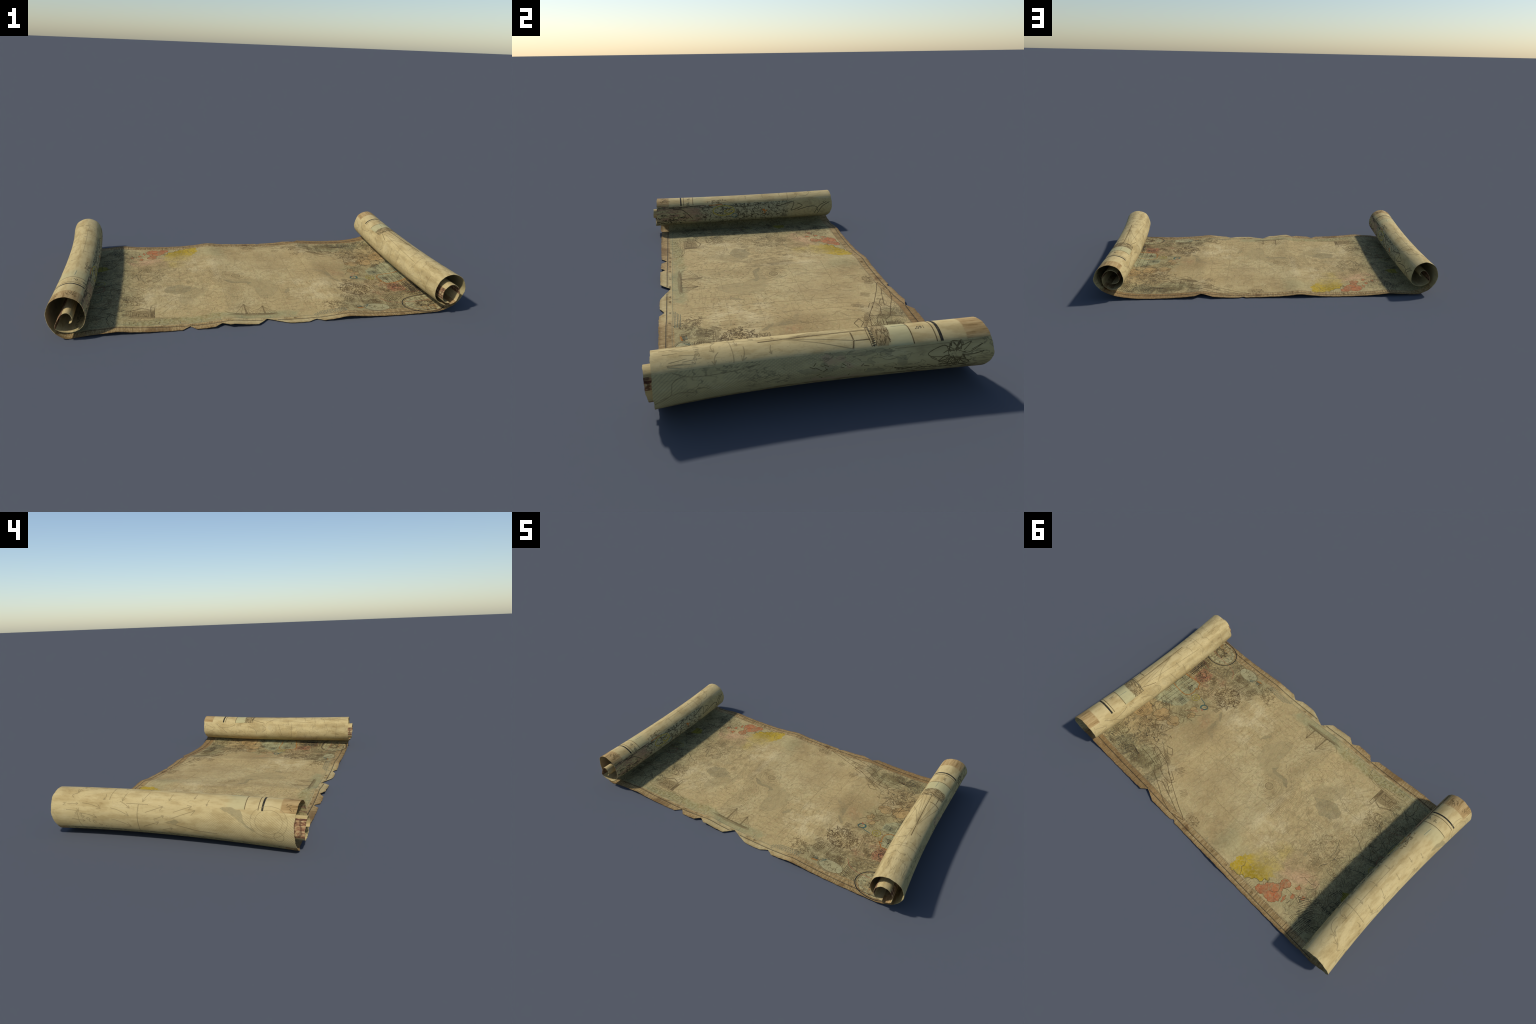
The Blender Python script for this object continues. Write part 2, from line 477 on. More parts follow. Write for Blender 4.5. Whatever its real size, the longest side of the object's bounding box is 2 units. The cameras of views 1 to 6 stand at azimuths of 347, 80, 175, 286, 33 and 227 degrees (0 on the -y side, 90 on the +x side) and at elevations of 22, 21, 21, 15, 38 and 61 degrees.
    dr = T.m("SUBTRACT", xs, edge.outputs[0])
    d_right = T.step(dr, -0.06, 0.07)
    far = T.mul(T.step(dr, 0.05, 0.25), T.step(n2, 0.34, 0.52))
    d_left = T.step(xs, -0.56, -0.72)
    d_mid = T.mul(T.step(xs, -0.22, -0.36), T.step(ys, -0.40, -0.20), T.step(y, 0.49, 0.45))
    pick = T.noise(p, 5.0, 2, 0.5, w=11.0)
    fine_l = T.contour(p, 42, 0.050, 2.5, 0.8, 1.0)
    mid_l = T.contour(p, 20, 0.026, 2.5, 0.7, 2.0)
    big_l = T.contour(p, 7, 0.010, 4.0, 0.5, 3.0)
    # patchwork of hatched cells, each ruled in its own direction, some left blank
    vor = T.node("ShaderNodeTexVoronoi", feature="F1")
    vor.inputs["Scale"].default_value = 15.0
    T.put(vor.inputs["Vector"], T.vec(T.m("MULTIPLY_ADD", T.m("SUBTRACT", T.noise(p, 16, 3, w=20.0), 0.5), 0.10, x), T.m("MULTIPLY_ADD", T.m("SUBTRACT", T.noise(p, 16, 3, w=24.0), 0.5), 0.10, y)))
    cell = T.node("ShaderNodeSeparateColor")
    T.put(cell.inputs[0], vor.outputs["Color"])
    turn = T.node("ShaderNodeVectorRotate", rotation_type="Z_AXIS")
    T.put(turn.inputs["Vector"], p)
    T.put(turn.inputs["Angle"], T.m("MULTIPLY", cell.outputs[0], 3.14))
    ruled = T.step(T.wave(turn.outputs[0], 40, 0, 5.0, 1.2, 2.0), 0.56, 0.88)
    hatch = T.mul(ruled, T.step(cell.outputs[1], 0.34, 0.40), T.step(T.noise(p, 60, 3, w=6.0), 0.40, 0.54))
    blank = T.step(cell.outputs[2], 0.30, 0.42)
    bounds = T.contour(p, 11, 0.012, 3.5, 0.4, 14.0)
    specks = T.step(T.noise(p, 150, 3, 0.6, w=8.0), 0.60, 0.68)
    dense = T.mx(T.mul(fine_l, T.step(pick, 0.46, 0.56), 0.7), T.mul(mid_l, blank, 0.75), T.mul(hatch, 0.8), bounds, T.mul(specks, T.step(pick, 0.42, 0.6), 0.6))
    ink = T.mx(T.mul(d_right, dense, T.m("MULTIPLY_ADD", far, 0.35, 0.45)), T.mul(d_left, dense, 0.55))
    c = T.mix(T.mul(ink, inside), c, T.mix(T.mx(T.mul(far, 0.85), d_left), (0.105, 0.065, 0.025), (0.055, 0.05, 0.03)))
    medium = T.mul(d_mid, T.mx(T.mul(fine_l, T.step(pick, 0.40, 0.6)), T.mul(mid_l, 0.8), T.mul(hatch, 0.75), T.mul(specks, 0.5)))
    c = T.mix(T.mul(medium, inside, 0.30), c, (0.15, 0.105, 0.045))
    faint = T.mul(T.mx(big_l, T.mul(mid_l, 0.6), T.mul(T.contour(p, 62, 0.035, 2, 0.4, 4.0), 0.55), T.mul(T.contour(T.map(p, rot=33, scale=(1.0, 0.3, 1)), 40, 0.028, 2, 0.3, 31.0), 0.7)), inside)
    c = T.mix(T.m("MULTIPLY", faint, 0.36), c, (0.17, 0.125, 0.055))
    # fibres and foxing
    fibre = T.noise(T.map(p, rot=20, scale=(1.0, 0.35, 1)), 80, 5, 0.65, 0.5, w=12.0)
    c = T.mix(T.m("MULTIPLY", T.step(fibre, 0.52, 0.68), 0.30), c, (0.23, 0.155, 0.062))
    c = T.mix(T.m("MULTIPLY", T.step(n3, 0.53, 0.68), 0.22), c, (0.25, 0.165, 0.065))
    c = T.mix(T.m("MULTIPLY", T.step(n3, 0.46, 0.34), 0.20), c, (0.56, 0.47, 0.27))
    fox = T.mul(T.step(T.noise(p, 19, 4, 0.6, w=15.0), 0.54, 0.70), T.step(n2, 0.42, 0.6))
    c = T.mix(T.m("MULTIPLY", fox, 0.35), c, (0.30, 0.20, 0.08))
    return c, n3


_g = Tree("parchment_map_colour", group=True)
FLAT_GROUP = _g.close_group(*flat_colour(_g))


def flat_ink(name, tint, keep=0.0, fade=None, worn=1.3, ruled=None):
    """Ink or wash on the flat sheet: `keep` of the parchment shows through; fade=(y strong, y gone);
    ruled=(pitch scale, degrees) makes the wash of fine hatching."""
    T = Tree(name)
    c, n3 = T.use(FLAT_GROUP)
    x, y, _ = T.position()
    p = T.vec(x, y)
    broken = T.m("ADD", T.m("MULTIPLY", T.noise(p, 28, 4, 0.65, w=1.5), 0.5), T.m("MULTIPLY", T.noise(p, 130, 3, 0.6, w=2.5), 0.5))
    f = T.m("SUBTRACT", 1.0, T.m("MULTIPLY_ADD", broken, worn, -0.5 * worn + keep), clamp=True)
    if worn >= 2.0 or fade:      # washes rubbed through to the print below
        f = T.mul(f, T.m("SUBTRACT", 1.0, T.m("MULTIPLY", T.step(n3, 0.50, 0.62), 0.55)), T.m("SUBTRACT", 1.0, T.m("MULTIPLY", T.step(T.noise(p, 34, 5, 0.7, 0.5, w=8.5), 0.54, 0.66), 0.5)))
    if ruled:
        f = T.m("MULTIPLY", f, T.m("MULTIPLY_ADD", T.step(T.wave(p, ruled[0], ruled[1], 1.0, 2.0), 0.3, 0.8), 0.5, 0.5))
    blot = T.mix(T.m("ADD", T.m("MULTIPLY", T.step(T.noise(p, 13, 5, 0.65, 0.6, w=6.5), 0.36, 0.64), 0.6), T.m("MULTIPLY", T.step(n3, 0.40, 0.62), 0.4)), tuple(0.62 * q for q in tint), tuple(1.16 * q for q in tint))
    if fade:
        f = T.mul(f, T.step(T.m("MULTIPLY_ADD", T.m("SUBTRACT", T.noise(p, 14, 4, 0.6), 0.5), 0.14, y), fade[1], fade[0]))
    return T.finish(T.mix(f, c, blot))


# ------------------------------------------------------------------ parchment of the rolls
def roll_frame(T, side):
    x, y, z = T.position()
    sgn, cx, cz = (-1, -0.902, 0.129) if side == "left" else (1, 0.902, 0.127)
    a = T.m("ARCTAN2", T.m("MULTIPLY", T.m("SUBTRACT", x, cx), sgn), T.m("SUBTRACT", cz, z))
    return T.m("MULTIPLY", a, 0.079), y


def roll_base(T, side, stops):
    u, y = roll_frame(T, side)
    p = T.vec(u, y)
    streak = T.noise(T.map(p, scale=(1.0, 0.32, 1)), 34, 5, 0.62, w=2.0)
    cloud = T.noise(T.map(p, scale=(1.0, 0.6, 1)), 9, 4, 0.55, w=4.0)
    c = T.ramp(T.m("ADD", T.m("MULTIPLY", streak, 0.65), T.m("MULTIPLY", cloud, 0.35)), stops)
    return c, u, y, p, streak


CREAM_STOPS = [(0.34, (0.31, 0.215, 0.083)), (0.43, (0.425, 0.318, 0.138)), (0.54, (0.505, 0.393, 0.183)), (0.66, (0.555, 0.445, 0.226))]
GREEN_STOPS = [(0.34, (0.31, 0.245, 0.110)), (0.50, (0.415, 0.335, 0.150)), (0.68, (0.48, 0.398, 0.195))]


def top_band(T, side):
    """Upper band of a roll: brown end, ruled lines, pale wash, cream with faint marks."""
    c, u, y, p, streak = roll_base(T, side, CREAM_STOPS)
    q = y if side == "right" else T.m("MULTIPLY", y, -1.0)
    grain = T.noise(T.map(p, scale=(1.0, 0.12, 1)), 90, 5, 0.65, w=7.0)
    brown = T.ramp(grain, [(0.32, (0.20, 0.12, 0.04)), (0.46, (0.33, 0.215, 0.085)), (0.58, (0.42, 0.29, 0.125)), (0.72, (0.50, 0.37, 0.18))])
    lo = 0.475 if side == "right" else 0.463
    c = T.mix(T.step(T.m("MULTIPLY_ADD", T.m("SUBTRACT", grain, 0.5), 0.012, q), lo - 0.003, lo + 0.003), c, brown)
    g = (0.222, 0.296) if side == "right" else (0.25, 0.318)
    green = T.mul(T.step(T.m("MULTIPLY_ADD", T.m("SUBTRACT", streak, 0.5), 0.1, q), g[0] - 0.03, g[0] + 0.02), T.step(q, g[1] + 0.001, g[1] - 0.001))
    c = T.mix(T.m("MULTIPLY", green, 0.62 if side == "right" else 0.35), c, (0.385, 0.372, 0.195))
    faint = T.contour(T.map(p, scale=(1.6, 0.6, 1)), 30, 0.022, 3, 0.6, 5.0)
    c = T.mix(T.mul(faint, T.step(q, 0.25, 0.10), 0.20), c, (0.22, 0.17, 0.075))
    return c, streak, p, q


def lower_band(T, side):
    """Outer lower band: right is hatched and greenish, left is cream with faint marks."""
    if side == "right":
        c, u, y, p, streak = roll_base(T, side, GREEN_STOPS)
        h = T.step(T.wave(p, 42, 34, 0.8, 2.0), 0.45, 0.85)
        h2 = T.step(T.wave(p, 40, -38, 0.8, 2.0), 0.5, 0.9)
        area = T.mul(T.step(y, 0.16, 0.05), T.step(T.noise(p, 10, 3, w=3.0), 0.36, 0.46))
        c = T.mix(T.mul(area, T.mx(h, T.mul(h2, T.step(y, -0.25, -0.1))), 0.42), c, (0.21, 0.19, 0.105))
        rosy = T.mul(T.step(T.m("ABSOLUTE", T.m("SUBTRACT", y, 0.03)), 0.16, 0.02), T.step(T.noise(p, 22, 4, w=6.0), 0.50, 0.62))
        c = T.mix(T.m("MULTIPLY", rosy, 0.45), c, (0.40, 0.23, 0.14))
        lines = T.mul(T.contour(T.map(p, scale=(1.4, 0.7, 1)), 26, 0.03, 3, 0.7, 2.0), T.step(T.noise(p, 7, 2, w=9.0), 0.42, 0.55))
        c = T.mix(T.m("MULTIPLY", lines, 0.55), c, (0.10, 0.085, 0.045))
        base = T.mul(T.step(u, 0.067, 0.058), T.step(T.noise(T.map(p, scale=(1, 0.4, 1)), 60, 3), 0.35, 0.6))
        c = T.mix(T.m("MULTIPLY", base, 0.7), c, (0.14, 0.085, 0.03))
    else:
        c, u, y, p, streak = roll_base(T, side, CREAM_STOPS)
        h = T.step(T.wave(p, 46, 33, 0.6, 2.0), 0.45, 0.85)
        area = T.mul(T.step(y, -0.06, -0.2), T.step(u, 0.165, 0.145), T.step(T.noise(p, 9, 3, w=3.0), 0.36, 0.46))
        c = T.mix(T.mul(area, h, 0.36), c, (0.24, 0.19, 0.09))
        lines = T.contour(T.map(p, scale=(1.3, 0.6, 1)), 24, 0.014, 3, 0.7, 2.0)
        c = T.mix(T.m("MULTIPLY", lines, 0.18), c, (0.20, 0.15, 0.07))
    return c, streak, p, y


def inner_band(T, side):
    """Band that turns in over the flat sheet: right is pale with fine hatching, left crowded with drawing."""
    if side == "right":
        c, u, y, p, streak = roll_base(T, side, CREAM_STOPS)
        h = T.step(T.wave(p, 44, 30, 0.5, 2.0), 0.45, 0.85)
        h2 = T.step(T.wave(p, 42, 80, 0.5, 2.0), 0.5, 0.9)
        area = T.mul(T.step(y, 0.22, 0.08), T.step(T.noise(p, 11, 3, w=3.0), 0.38, 0.47))
        c = T.mix(T.mul(area, T.mx(h, T.mul(h2, T.step(T.noise(p, 13, 2, w=5.0), 0.5, 0.55))), 0.36), c, (0.25, 0.205, 0.105))
        c = T.mix(T.mul(T.contour(p, 16, 0.016, 3, 0.5, 6.0), 0.35), c, (0.19, 0.145, 0.07))
    else:
        c, u, y, p, streak = roll_base(T, side, GREEN_STOPS)
        shade = T.step(T.m("MULTIPLY_ADD", T.m("SUBTRACT", streak, 0.5), 0.12, T.m("ABSOLUTE", T.m("ADD", y, 0.02))), 0.36, 0.22)
        top = T.step(T.m("MULTIPLY_ADD", T.m("SUBTRACT", streak, 0.5), 0.05, u), -0.055, -0.085)
        c = T.mix(T.mul(shade, 0.6), c, (0.29, 0.295, 0.185))
        dens = T.mx(T.mul(shade, 0.9), T.mul(T.step(y, -0.3, -0.42), 0.7), 0.25)
        lines = T.mx(T.contour(T.map(p, scale=(1.0, 0.75, 1)), 34, 0.030, 3, 0.8, 2.0), T.contour(p, 15, 0.014, 3, 0.7, 4.0), T.mul(T.step(T.noise(p, 100, 3, w=8.0), 0.58, 0.66), 0.8))
        c = T.mix(T.mul(lines, dens), c, (0.055, 0.045, 0.025))
        pink = T.mul(T.step(y, -0.2, -0.3), top, T.step(T.noise(T.map(p, scale=(1, 0.12, 1)), 90, 4), 0.40, 0.58))
        c = T.mix(T.m("MULTIPLY", pink, 0.6), c, (0.25, 0.12, 0.08))
    return c, streak, p, y


def curl_colour(T, side):
    """Innermost turns: cream parchment, stained at the rim."""
    c, u, y, p, streak = roll_base(T, side, CREAM_STOPS)
    marks = T.contour(T.map(p, scale=(1.2, 0.5, 1)), 24, 0.02, 3, 0.7, 2.0)
    c = T.mix(T.m("MULTIPLY", marks, 0.25), c, (0.20, 0.14, 0.06))
    return c, streak, p, y


def rust_colour(T, side):
    """Strip of the innermost turns stained red-brown, streaked along the roll."""
    c, u, y, p, streak = roll_base(T, side, CREAM_STOPS)
    s = T.noise(T.map(p, scale=(1.0, 0.25, 1)), 75, 5, 0.7, 1.0, w=3.0)
    r = T.ramp(s, [(0.30, (0.035, 0.022, 0.012)), (0.42, (0.13, 0.050, 0.028)), (0.50, (0.27, 0.145, 0.07)), (0.60, (0.44, 0.32, 0.155))])
    r = T.mix(T.mul(T.step(T.wave(p, 12, 90, 6.0, 3.0), 0.55, 0.8), 0.6), r, (0.05, 0.025, 0.015))
    return r, streak, p, y


def brown_rim_colour(T, side):
    c, u, y, p, streak = roll_base(T, side, CREAM_STOPS)
    s = T.noise(T.map(p, scale=(1.0, 0.3, 1)), 80, 5, 0.65, w=3.0)
    r = T.ramp(s, [(0.30, (0.12, 0.065, 0.022)), (0.46, (0.27, 0.165, 0.065)), (0.62, (0.40, 0.27, 0.12))])
    return T.mix(T.step(T.noise(p, 14, 3), 0.36, 0.5), c, r), streak, p, y


BANDS = {"top": top_band, "lower": lower_band, "inward": inner_band, "curl": curl_colour, "rust": rust_colour, "browned": brown_rim_colour}


ROLL_GROUPS = {}


def roll_group(side, band):
    if (side, band) not in ROLL_GROUPS:
        T = Tree(f"parchment_{side}_{band}_colour", group=True)
        c, streak, p, q = BANDS[band](T, side)
        ROLL_GROUPS[side, band] = T.close_group(c, T.noise(p, 160, 4, 0.6))
    return ROLL_GROUPS[side, band]


def roll_material(side, band):
    T = Tree(f"parchment_{side}_{band}")
    c, grain = T.use(roll_group(side, band))
    return T.finish(c, bump=grain, strength=0.10)


def roll_ink(name, side, band, tint, keep=0.0):
    T = Tree(name)
    c, grain = T.use(roll_group(side, band))
    u, y = roll_frame(T, side)
    p = T.vec(u, y)
    broken = T.m("ADD", T.m("MULTIPLY", T.noise(p, 40, 4, 0.65, w=1.5), 0.6), T.m("MULTIPLY", T.noise(p, 120, 3, 0.6, w=3.5), 0.4))
    f = T.m("SUBTRACT", 1.0, T.m("MULTIPLY_ADD", broken, 1.1, -0.55 + keep), clamp=True)
    return T.finish(T.mix(f, c, tint))


# ------------------------------------------------------------------ objects
root = bpy.data.objects.new("map_scroll", None)
bpy.context.scene.collection.objects.link(root)
root["label"] = "old torn parchment map, both ends rolled up"
root["category"] = "map scroll"


def add_object(name, mesh, parent, kind=None):
    o = bpy.data.objects.new(name, mesh)
    bpy.context.scene.collection.objects.link(o)
    o.parent = parent
    if kind:
        o["kind"] = kind
    return o


def strip_part(name, s0, s1, parent, mats, slot_of, cap0=False, cap1=False):
    """The piece of the parchment between two strip parameters, with both faces, rims and end caps."""
    st = stations[(stations >= s0 - 1e-7) & (stations <= s1 + 1e-7)]
    v = np.concatenate([[0, 0.004], np.linspace(0.02, 0.98, ROWS - 3), [0.996, 1]])
    S, V = np.meshgrid(st, v, indexing="ij")
    P, N = surface(S, V)
    ns, nv = S.shape
    top, bot = (P + N * THICK / 2).reshape(-1, 3), (P - N * THICK / 2).reshape(-1, 3)
    nt = N.reshape(-1, 3)
    n = ns * nv
    idx = np.arange(n).reshape(ns, nv)
    faces, normals, slots = [], [], []
    a, b, c, d = idx[:-1, :-1].ravel(), idx[1:, :-1].ravel(), idx[1:, 1:].ravel(), idx[:-1, 1:].ravel()
    mid = ((st[:-1] + st[1:]) / 2)[:, None].repeat(nv - 1, 1).ravel()
    sl = [slot_of(m) for m in mid]
    faces += list(zip(a, b, c, d))
    normals += [nt[i] for f in zip(a, b, c, d) for i in f]
    faces += [(i + n, l + n, k + n, j + n) for i, j, k, l in zip(a, b, c, d)]
    normals += [-nt[i] for i0, j, k, l in zip(a, b, c, d) for i in (i0, l, k, j)]
    slots += sl + sl
    for col, sgn in ((0, -1.0), (nv - 1, 1.0)):
        e = idx[:, col]
        for k in range(ns - 1):
            q = (e[k], e[k] + n, e[k + 1] + n, e[k + 1])
            faces.append(q if sgn < 0 else q[::-1])
            d_ = P[k + 1, col] - P[k, col]
            w = np.cross(d_, N[k, col]) * (1 if sgn < 0 else -1)
            w = w / (np.linalg.norm(w) + 1e-12)
            normals += [w] * 4
            slots.append(slot_of((st[k] + st[k + 1]) / 2))
    for on, row, sgn in ((cap0, 0, -1), (cap1, ns - 1, 1)):
        if on:
            e = idx[row]
            t = P[1, 0] - P[0, 0] if row == 0 else P[-1, 0] - P[-2, 0]
            t = sgn * t / np.linalg.norm(t)
            for k in range(nv - 1):
                q = (e[k], e[k + 1], e[k + 1] + n, e[k] + n)
                faces.append(q if sgn < 0 else q[::-1])
                normals += [t] * 4
                slots.append(slot_of(st[row]))
    me = bpy.data.meshes.new(name)
    me.from_pydata(np.vstack([top, bot]).tolist(), [], [tuple(int(i) for i in f) for f in faces])
    for m in mats:
        me.materials.append(m)
    me.polygons.foreach_set("material_index", slots)
    me.polygons.foreach_set("use_smooth", [True] * len(faces))
    me.update()
    me.normals_split_custom_set([tuple(float(q) for q in w) for w in normals])
    return add_object(name, me, parent)


T = Tree("parchment_map")
_c, _n = T.use(FLAT_GROUP)
M_FLAT = T.finish(_c, bump=_n, strength=0.20)

sheet = strip_part("sheet", S_SPLIT["left"], S_SPLIT["right"], root, [M_FLAT], lambda s: 0)
rolls = {}
for side in ("left", "right"):
    mats = [roll_material(side, b) for b in ("lower", "top", "inward", "curl", "rust", "browned")]
    left = side == "left"

    def slot(s, left=left, side=side):
        past = (lambda q: s < q) if left else (lambda q: s > q)
        if not past(S_BAND1[side]):
            return 0
        if not past(S_BAND2[side]):
            return 1
        return 2

    rust = [(chord[NL - 19], 0.4 * chord[NL - 16] + 0.6 * chord[NL - 15])] if left else [(chord[NL + NF + 15] + 0.012, chord[NL + NF + 17] - 0.012), (chord[NL + NF + 19], chord[NL + NF + 21] - 0.006)]
    rim = (0.0, -1.0) if left else (chord[NL + NF + 12], chord[NL + NF + 14])

    def curl_slot(s, rust=rust, rim=rim):
        if any(a < s < b for a, b in rust):
            return 4
        return 5 if rim[0] < s < rim[1] else 3

    lo, hi = sorted((S_SPLIT[side], S_INNER[side]))
    r = strip_part("rolled_end", lo, hi, root, mats, slot)
    lo, hi = (0.0, S_INNER[side]) if left else (S_INNER[side], float(chord[-1]))
    strip_part("inner_curl", lo, hi, r, mats, curl_slot, cap0=left, cap1=not left)
    rolls[side] = r


# ------------------------------------------------------------------ ink drawn on the parchment
class Ink:
    """Collects strokes and washes, in sheet coordinates or in (angle, y) on a roll, and lays them on the surface."""

    def __init__(self, name, parent, mats, side=None, lift=0.00025):
        self.name, self.parent, self.mats, self.side, self.lift = name, parent, mats, side, lift
        self.flat, self.lifts, self.count, self.faces, self.slots = [], [], 0, [], []

    def add(self, pts, lift):
        self.flat.append(np.asarray(pts, float))
        self.lifts.append(np.full(len(pts), lift))
        self.count += len(pts)

    def place(self, pts, lift):
        pts = np.asarray(pts, float)
        if self.side is None:
            s, sgn = s_of_x(pts[:, 0]), 1.0
        else:
            s, sgn = s_of_angle(self.side, pts[:, 0]), -1.0
        P0, _ = surface(s, np.zeros(len(s)))
        P1, _ = surface(s, np.ones(len(s)))
        v = np.clip((pts[:, 1] - P0[:, 1]) / (P1[:, 1] - P0[:, 1]), 0, 1)
        P, N = surface(s, v)
        return P + sgn * N * (THICK / 2 + lift)[:, None]

    def metric(self, pts):
        """Local coordinates in metres (angles become arc lengths)."""
        pts = np.asarray(pts, float)
        return pts * (1, 1) if self.side is None else pts * (math.radians(1) * 0.079, 1)

    def unmetric(self, q):
        return q if self.side is None else q / (math.radians(1) * 0.079, 1)

    def stroke(self, pts, width=0.0022, slot=0, taper=False, closed=False, smooth=False):
        q = self.metric(pts)
        if closed:
            q = np.vstack([q, q[:1]])
        if smooth and len(q) > 2:
            t = np.arange(len(q), dtype=float)
            tt = np.linspace(0, len(q) - 1, (len(q) - 1) * 6 + 1)
            m = np.gradient(q, axis=0)
            i = np.clip(tt.astype(int), 0, len(q) - 2)
            f = (tt - i)[:, None]
            q = (2 * f**3 - 3 * f**2 + 1) * q[i] + (f**3 - 2 * f**2 + f) * m[i] + (-2 * f**3 + 3 * f**2) * q[i + 1] + (f**3 - f**2) * m[i + 1]
        L = np.concatenate([[0], np.cumsum(np.linalg.norm(np.diff(q, axis=0), axis=1))])
        if L[-1] < 1e-5:
            return
        n = max(2, int(L[-1] / 0.005) + 1)
        d = np.unique(np.concatenate([np.linspace(0, L[-1], n), L]))
        q = np.stack([np.interp(d, L, q[:, k]) for k in (0, 1)], -1)
        t = np.gradient(q, axis=0)
        t /= np.linalg.norm(t, axis=1, keepdims=True) + 1e-12
        w = np.full(len(q), width / 2)
        if taper:
            w = w * (1 - 0.85 * d / L[-1])
        nrm = np.stack([-t[:, 1], t[:, 0]], -1) * w[:, None]
        lift = self.lift + rng.random() * 0.00012
        base, m = self.count, len(q)
        for k, up in ((1.12, -0.0002), (1, lift), (-1, lift), (-1.12, -0.0002)):
            self.add(self.unmetric(q + nrm * k), up)
        for j in range(3):
            for k in range(m - 1):
                a = base + j * m + k
                f = (a, a + 1, a + m + 1, a + m)
                self.faces.append(f[::-1] if self.side is None else f)
                self.slots.append(slot)
        for e in (0, m - 1):
            self.faces.append(tuple(base + j * m + e for j in range(4)))
            self.slots.append(slot)

    def wash(self, pts, slot=0, lift=0.00012, rough=0.0, levels=3):
        """A filled patch; `rough` breaks its outline into a ragged coast."""
        q = self.metric(pts)
        for _ in range(levels if rough else 0):
            nxt = np.roll(q, -1, axis=0)
            dv = nxt - q
            mid = (q + nxt) / 2 + np.stack([-dv[:, 1], dv[:, 0]], -1) * np.array([rng.uniform(-rough, rough) for _ in q])[:, None]
            q = np.stack([q, mid], 1).reshape(-1, 2)
        bm = bmesh.new()
        vs = [bm.verts.new((p[0], p[1], 0)) for p in q]
        es = [bm.edges.new((vs[i], vs[(i + 1) % len(vs)])) for i in range(len(vs))]
        bmesh.ops.triangle_fill(bm, use_beauty=True, use_dissolve=False, edges=es)
        for x in np.arange(q[:, 0].min() + 0.004, q[:, 0].max(), 0.005):
            bmesh.ops.bisect_plane(bm, geom=bm.verts[:] + bm.edges[:] + bm.faces[:], dist=1e-6, plane_co=(x, 0, 0), plane_no=(1, 0, 0))
        bm.verts.index_update()
        co = np.array([v.co[:2] for v in bm.verts])
        base = self.count
        self.add(self.unmetric(co), lift)
        for f in bm.faces:
            ids = [base + v.index for v in f.verts]
            if (f.normal.z < 0) == (self.side is None):
                ids = ids[::-1]
            self.faces.append(tuple(ids))
            self.slots.append(slot)
        bm.free()
        return self.unmetric(q)

    def circle(self, c, r, width, slot=0, ry=None, a0=0, a1=360, n=48, rot=0.0):
        cm, ry = self.metric([c])[0], ry or r
        a = np.radians(np.linspace(a0, a1, n + 1))
        ca, sa = math.cos(math.radians(rot)), math.sin(math.radians(rot))
        ex, ey = r * np.cos(a), ry * np.sin(a)
        self.stroke(self.unmetric(np.stack([cm[0] + ca * ex - sa * ey, cm[1] + sa * ex + ca * ey], -1)), width, slot)

    def arrow(self, p, ang, length, width=0.002, slot=0, bend=0.0, head=0.30):
        m = self.metric([p])[0]
        t = np.linspace(-0.5, 0.5, 6)
        d, nn = np.array([math.cos(ang), math.sin(ang)]), np.array([-math.sin(ang), math.cos(ang)])
        q = m + t[:, None] * length * d + (bend * length * (0.25 - t**2) * 4)[:, None] * nn
        self.stroke(self.unmetric(q), width, slot)
        tip, back = q[-1], q[-1] - q[-2]
        back /= np.linalg.norm(back)
        side_v = np.array([-back[1], back[0]])
        for k in (1, -1):
            self.stroke(self.unmetric(np.array([tip, tip - back * length * head + side_v * k * length * head * 0.55])), width * 0.9, slot)

    def text(self, body, at, size, slot=0, rot=0.0, spacing=1.0, mirror=False):
        cu = bpy.data.curves.new("lettering", "FONT")
        cu.body, cu.size, cu.space_character, cu.resolution_u = body, size, spacing, 2
        cu.align_x, cu.align_y = "CENTER", "CENTER"
        o = bpy.data.objects.new("lettering", cu)
        bpy.context.scene.collection.objects.link(o)
        bpy.context.view_layer.update()
        me = o.evaluated_get(bpy.context.evaluated_depsgraph_get()).to_mesh()
        co = np.array([v.co[:2] for v in me.vertices])
        polys = [tuple(p.vertices) for p in me.polygons]
        o.to_mesh_clear()
        bpy.data.objects.remove(o)
        bpy.data.curves.remove(cu)
        if len(co) == 0:
            return
        if mirror:
            co = co * (-1, 1)
        a = math.radians(rot)
        co = co @ np.array([[math.cos(a), math.sin(a)], [-math.sin(a), math.cos(a)]]) + self.metric([at])[0]
        base = self.count
        self.add(self.unmetric(co), self.lift + 0.0001)
        flip = (self.side is not None) != mirror
        for f in polys:
            ids = [base + i for i in f]
            self.faces.append(tuple(ids[::-1] if flip else ids))
            self.slots.append(slot)

    def build(self, kind=None):
        me = bpy.data.meshes.new(self.name)
        verts = self.place(np.concatenate(self.flat), np.concatenate(self.lifts))
        me.from_pydata(verts.tolist(), [], self.faces)
        for m in self.mats:
            me.materials.append(m)
        me.polygons.foreach_set("material_index", self.slots)
        me.update()
        return add_object(self.name, me, self.parent, kind)


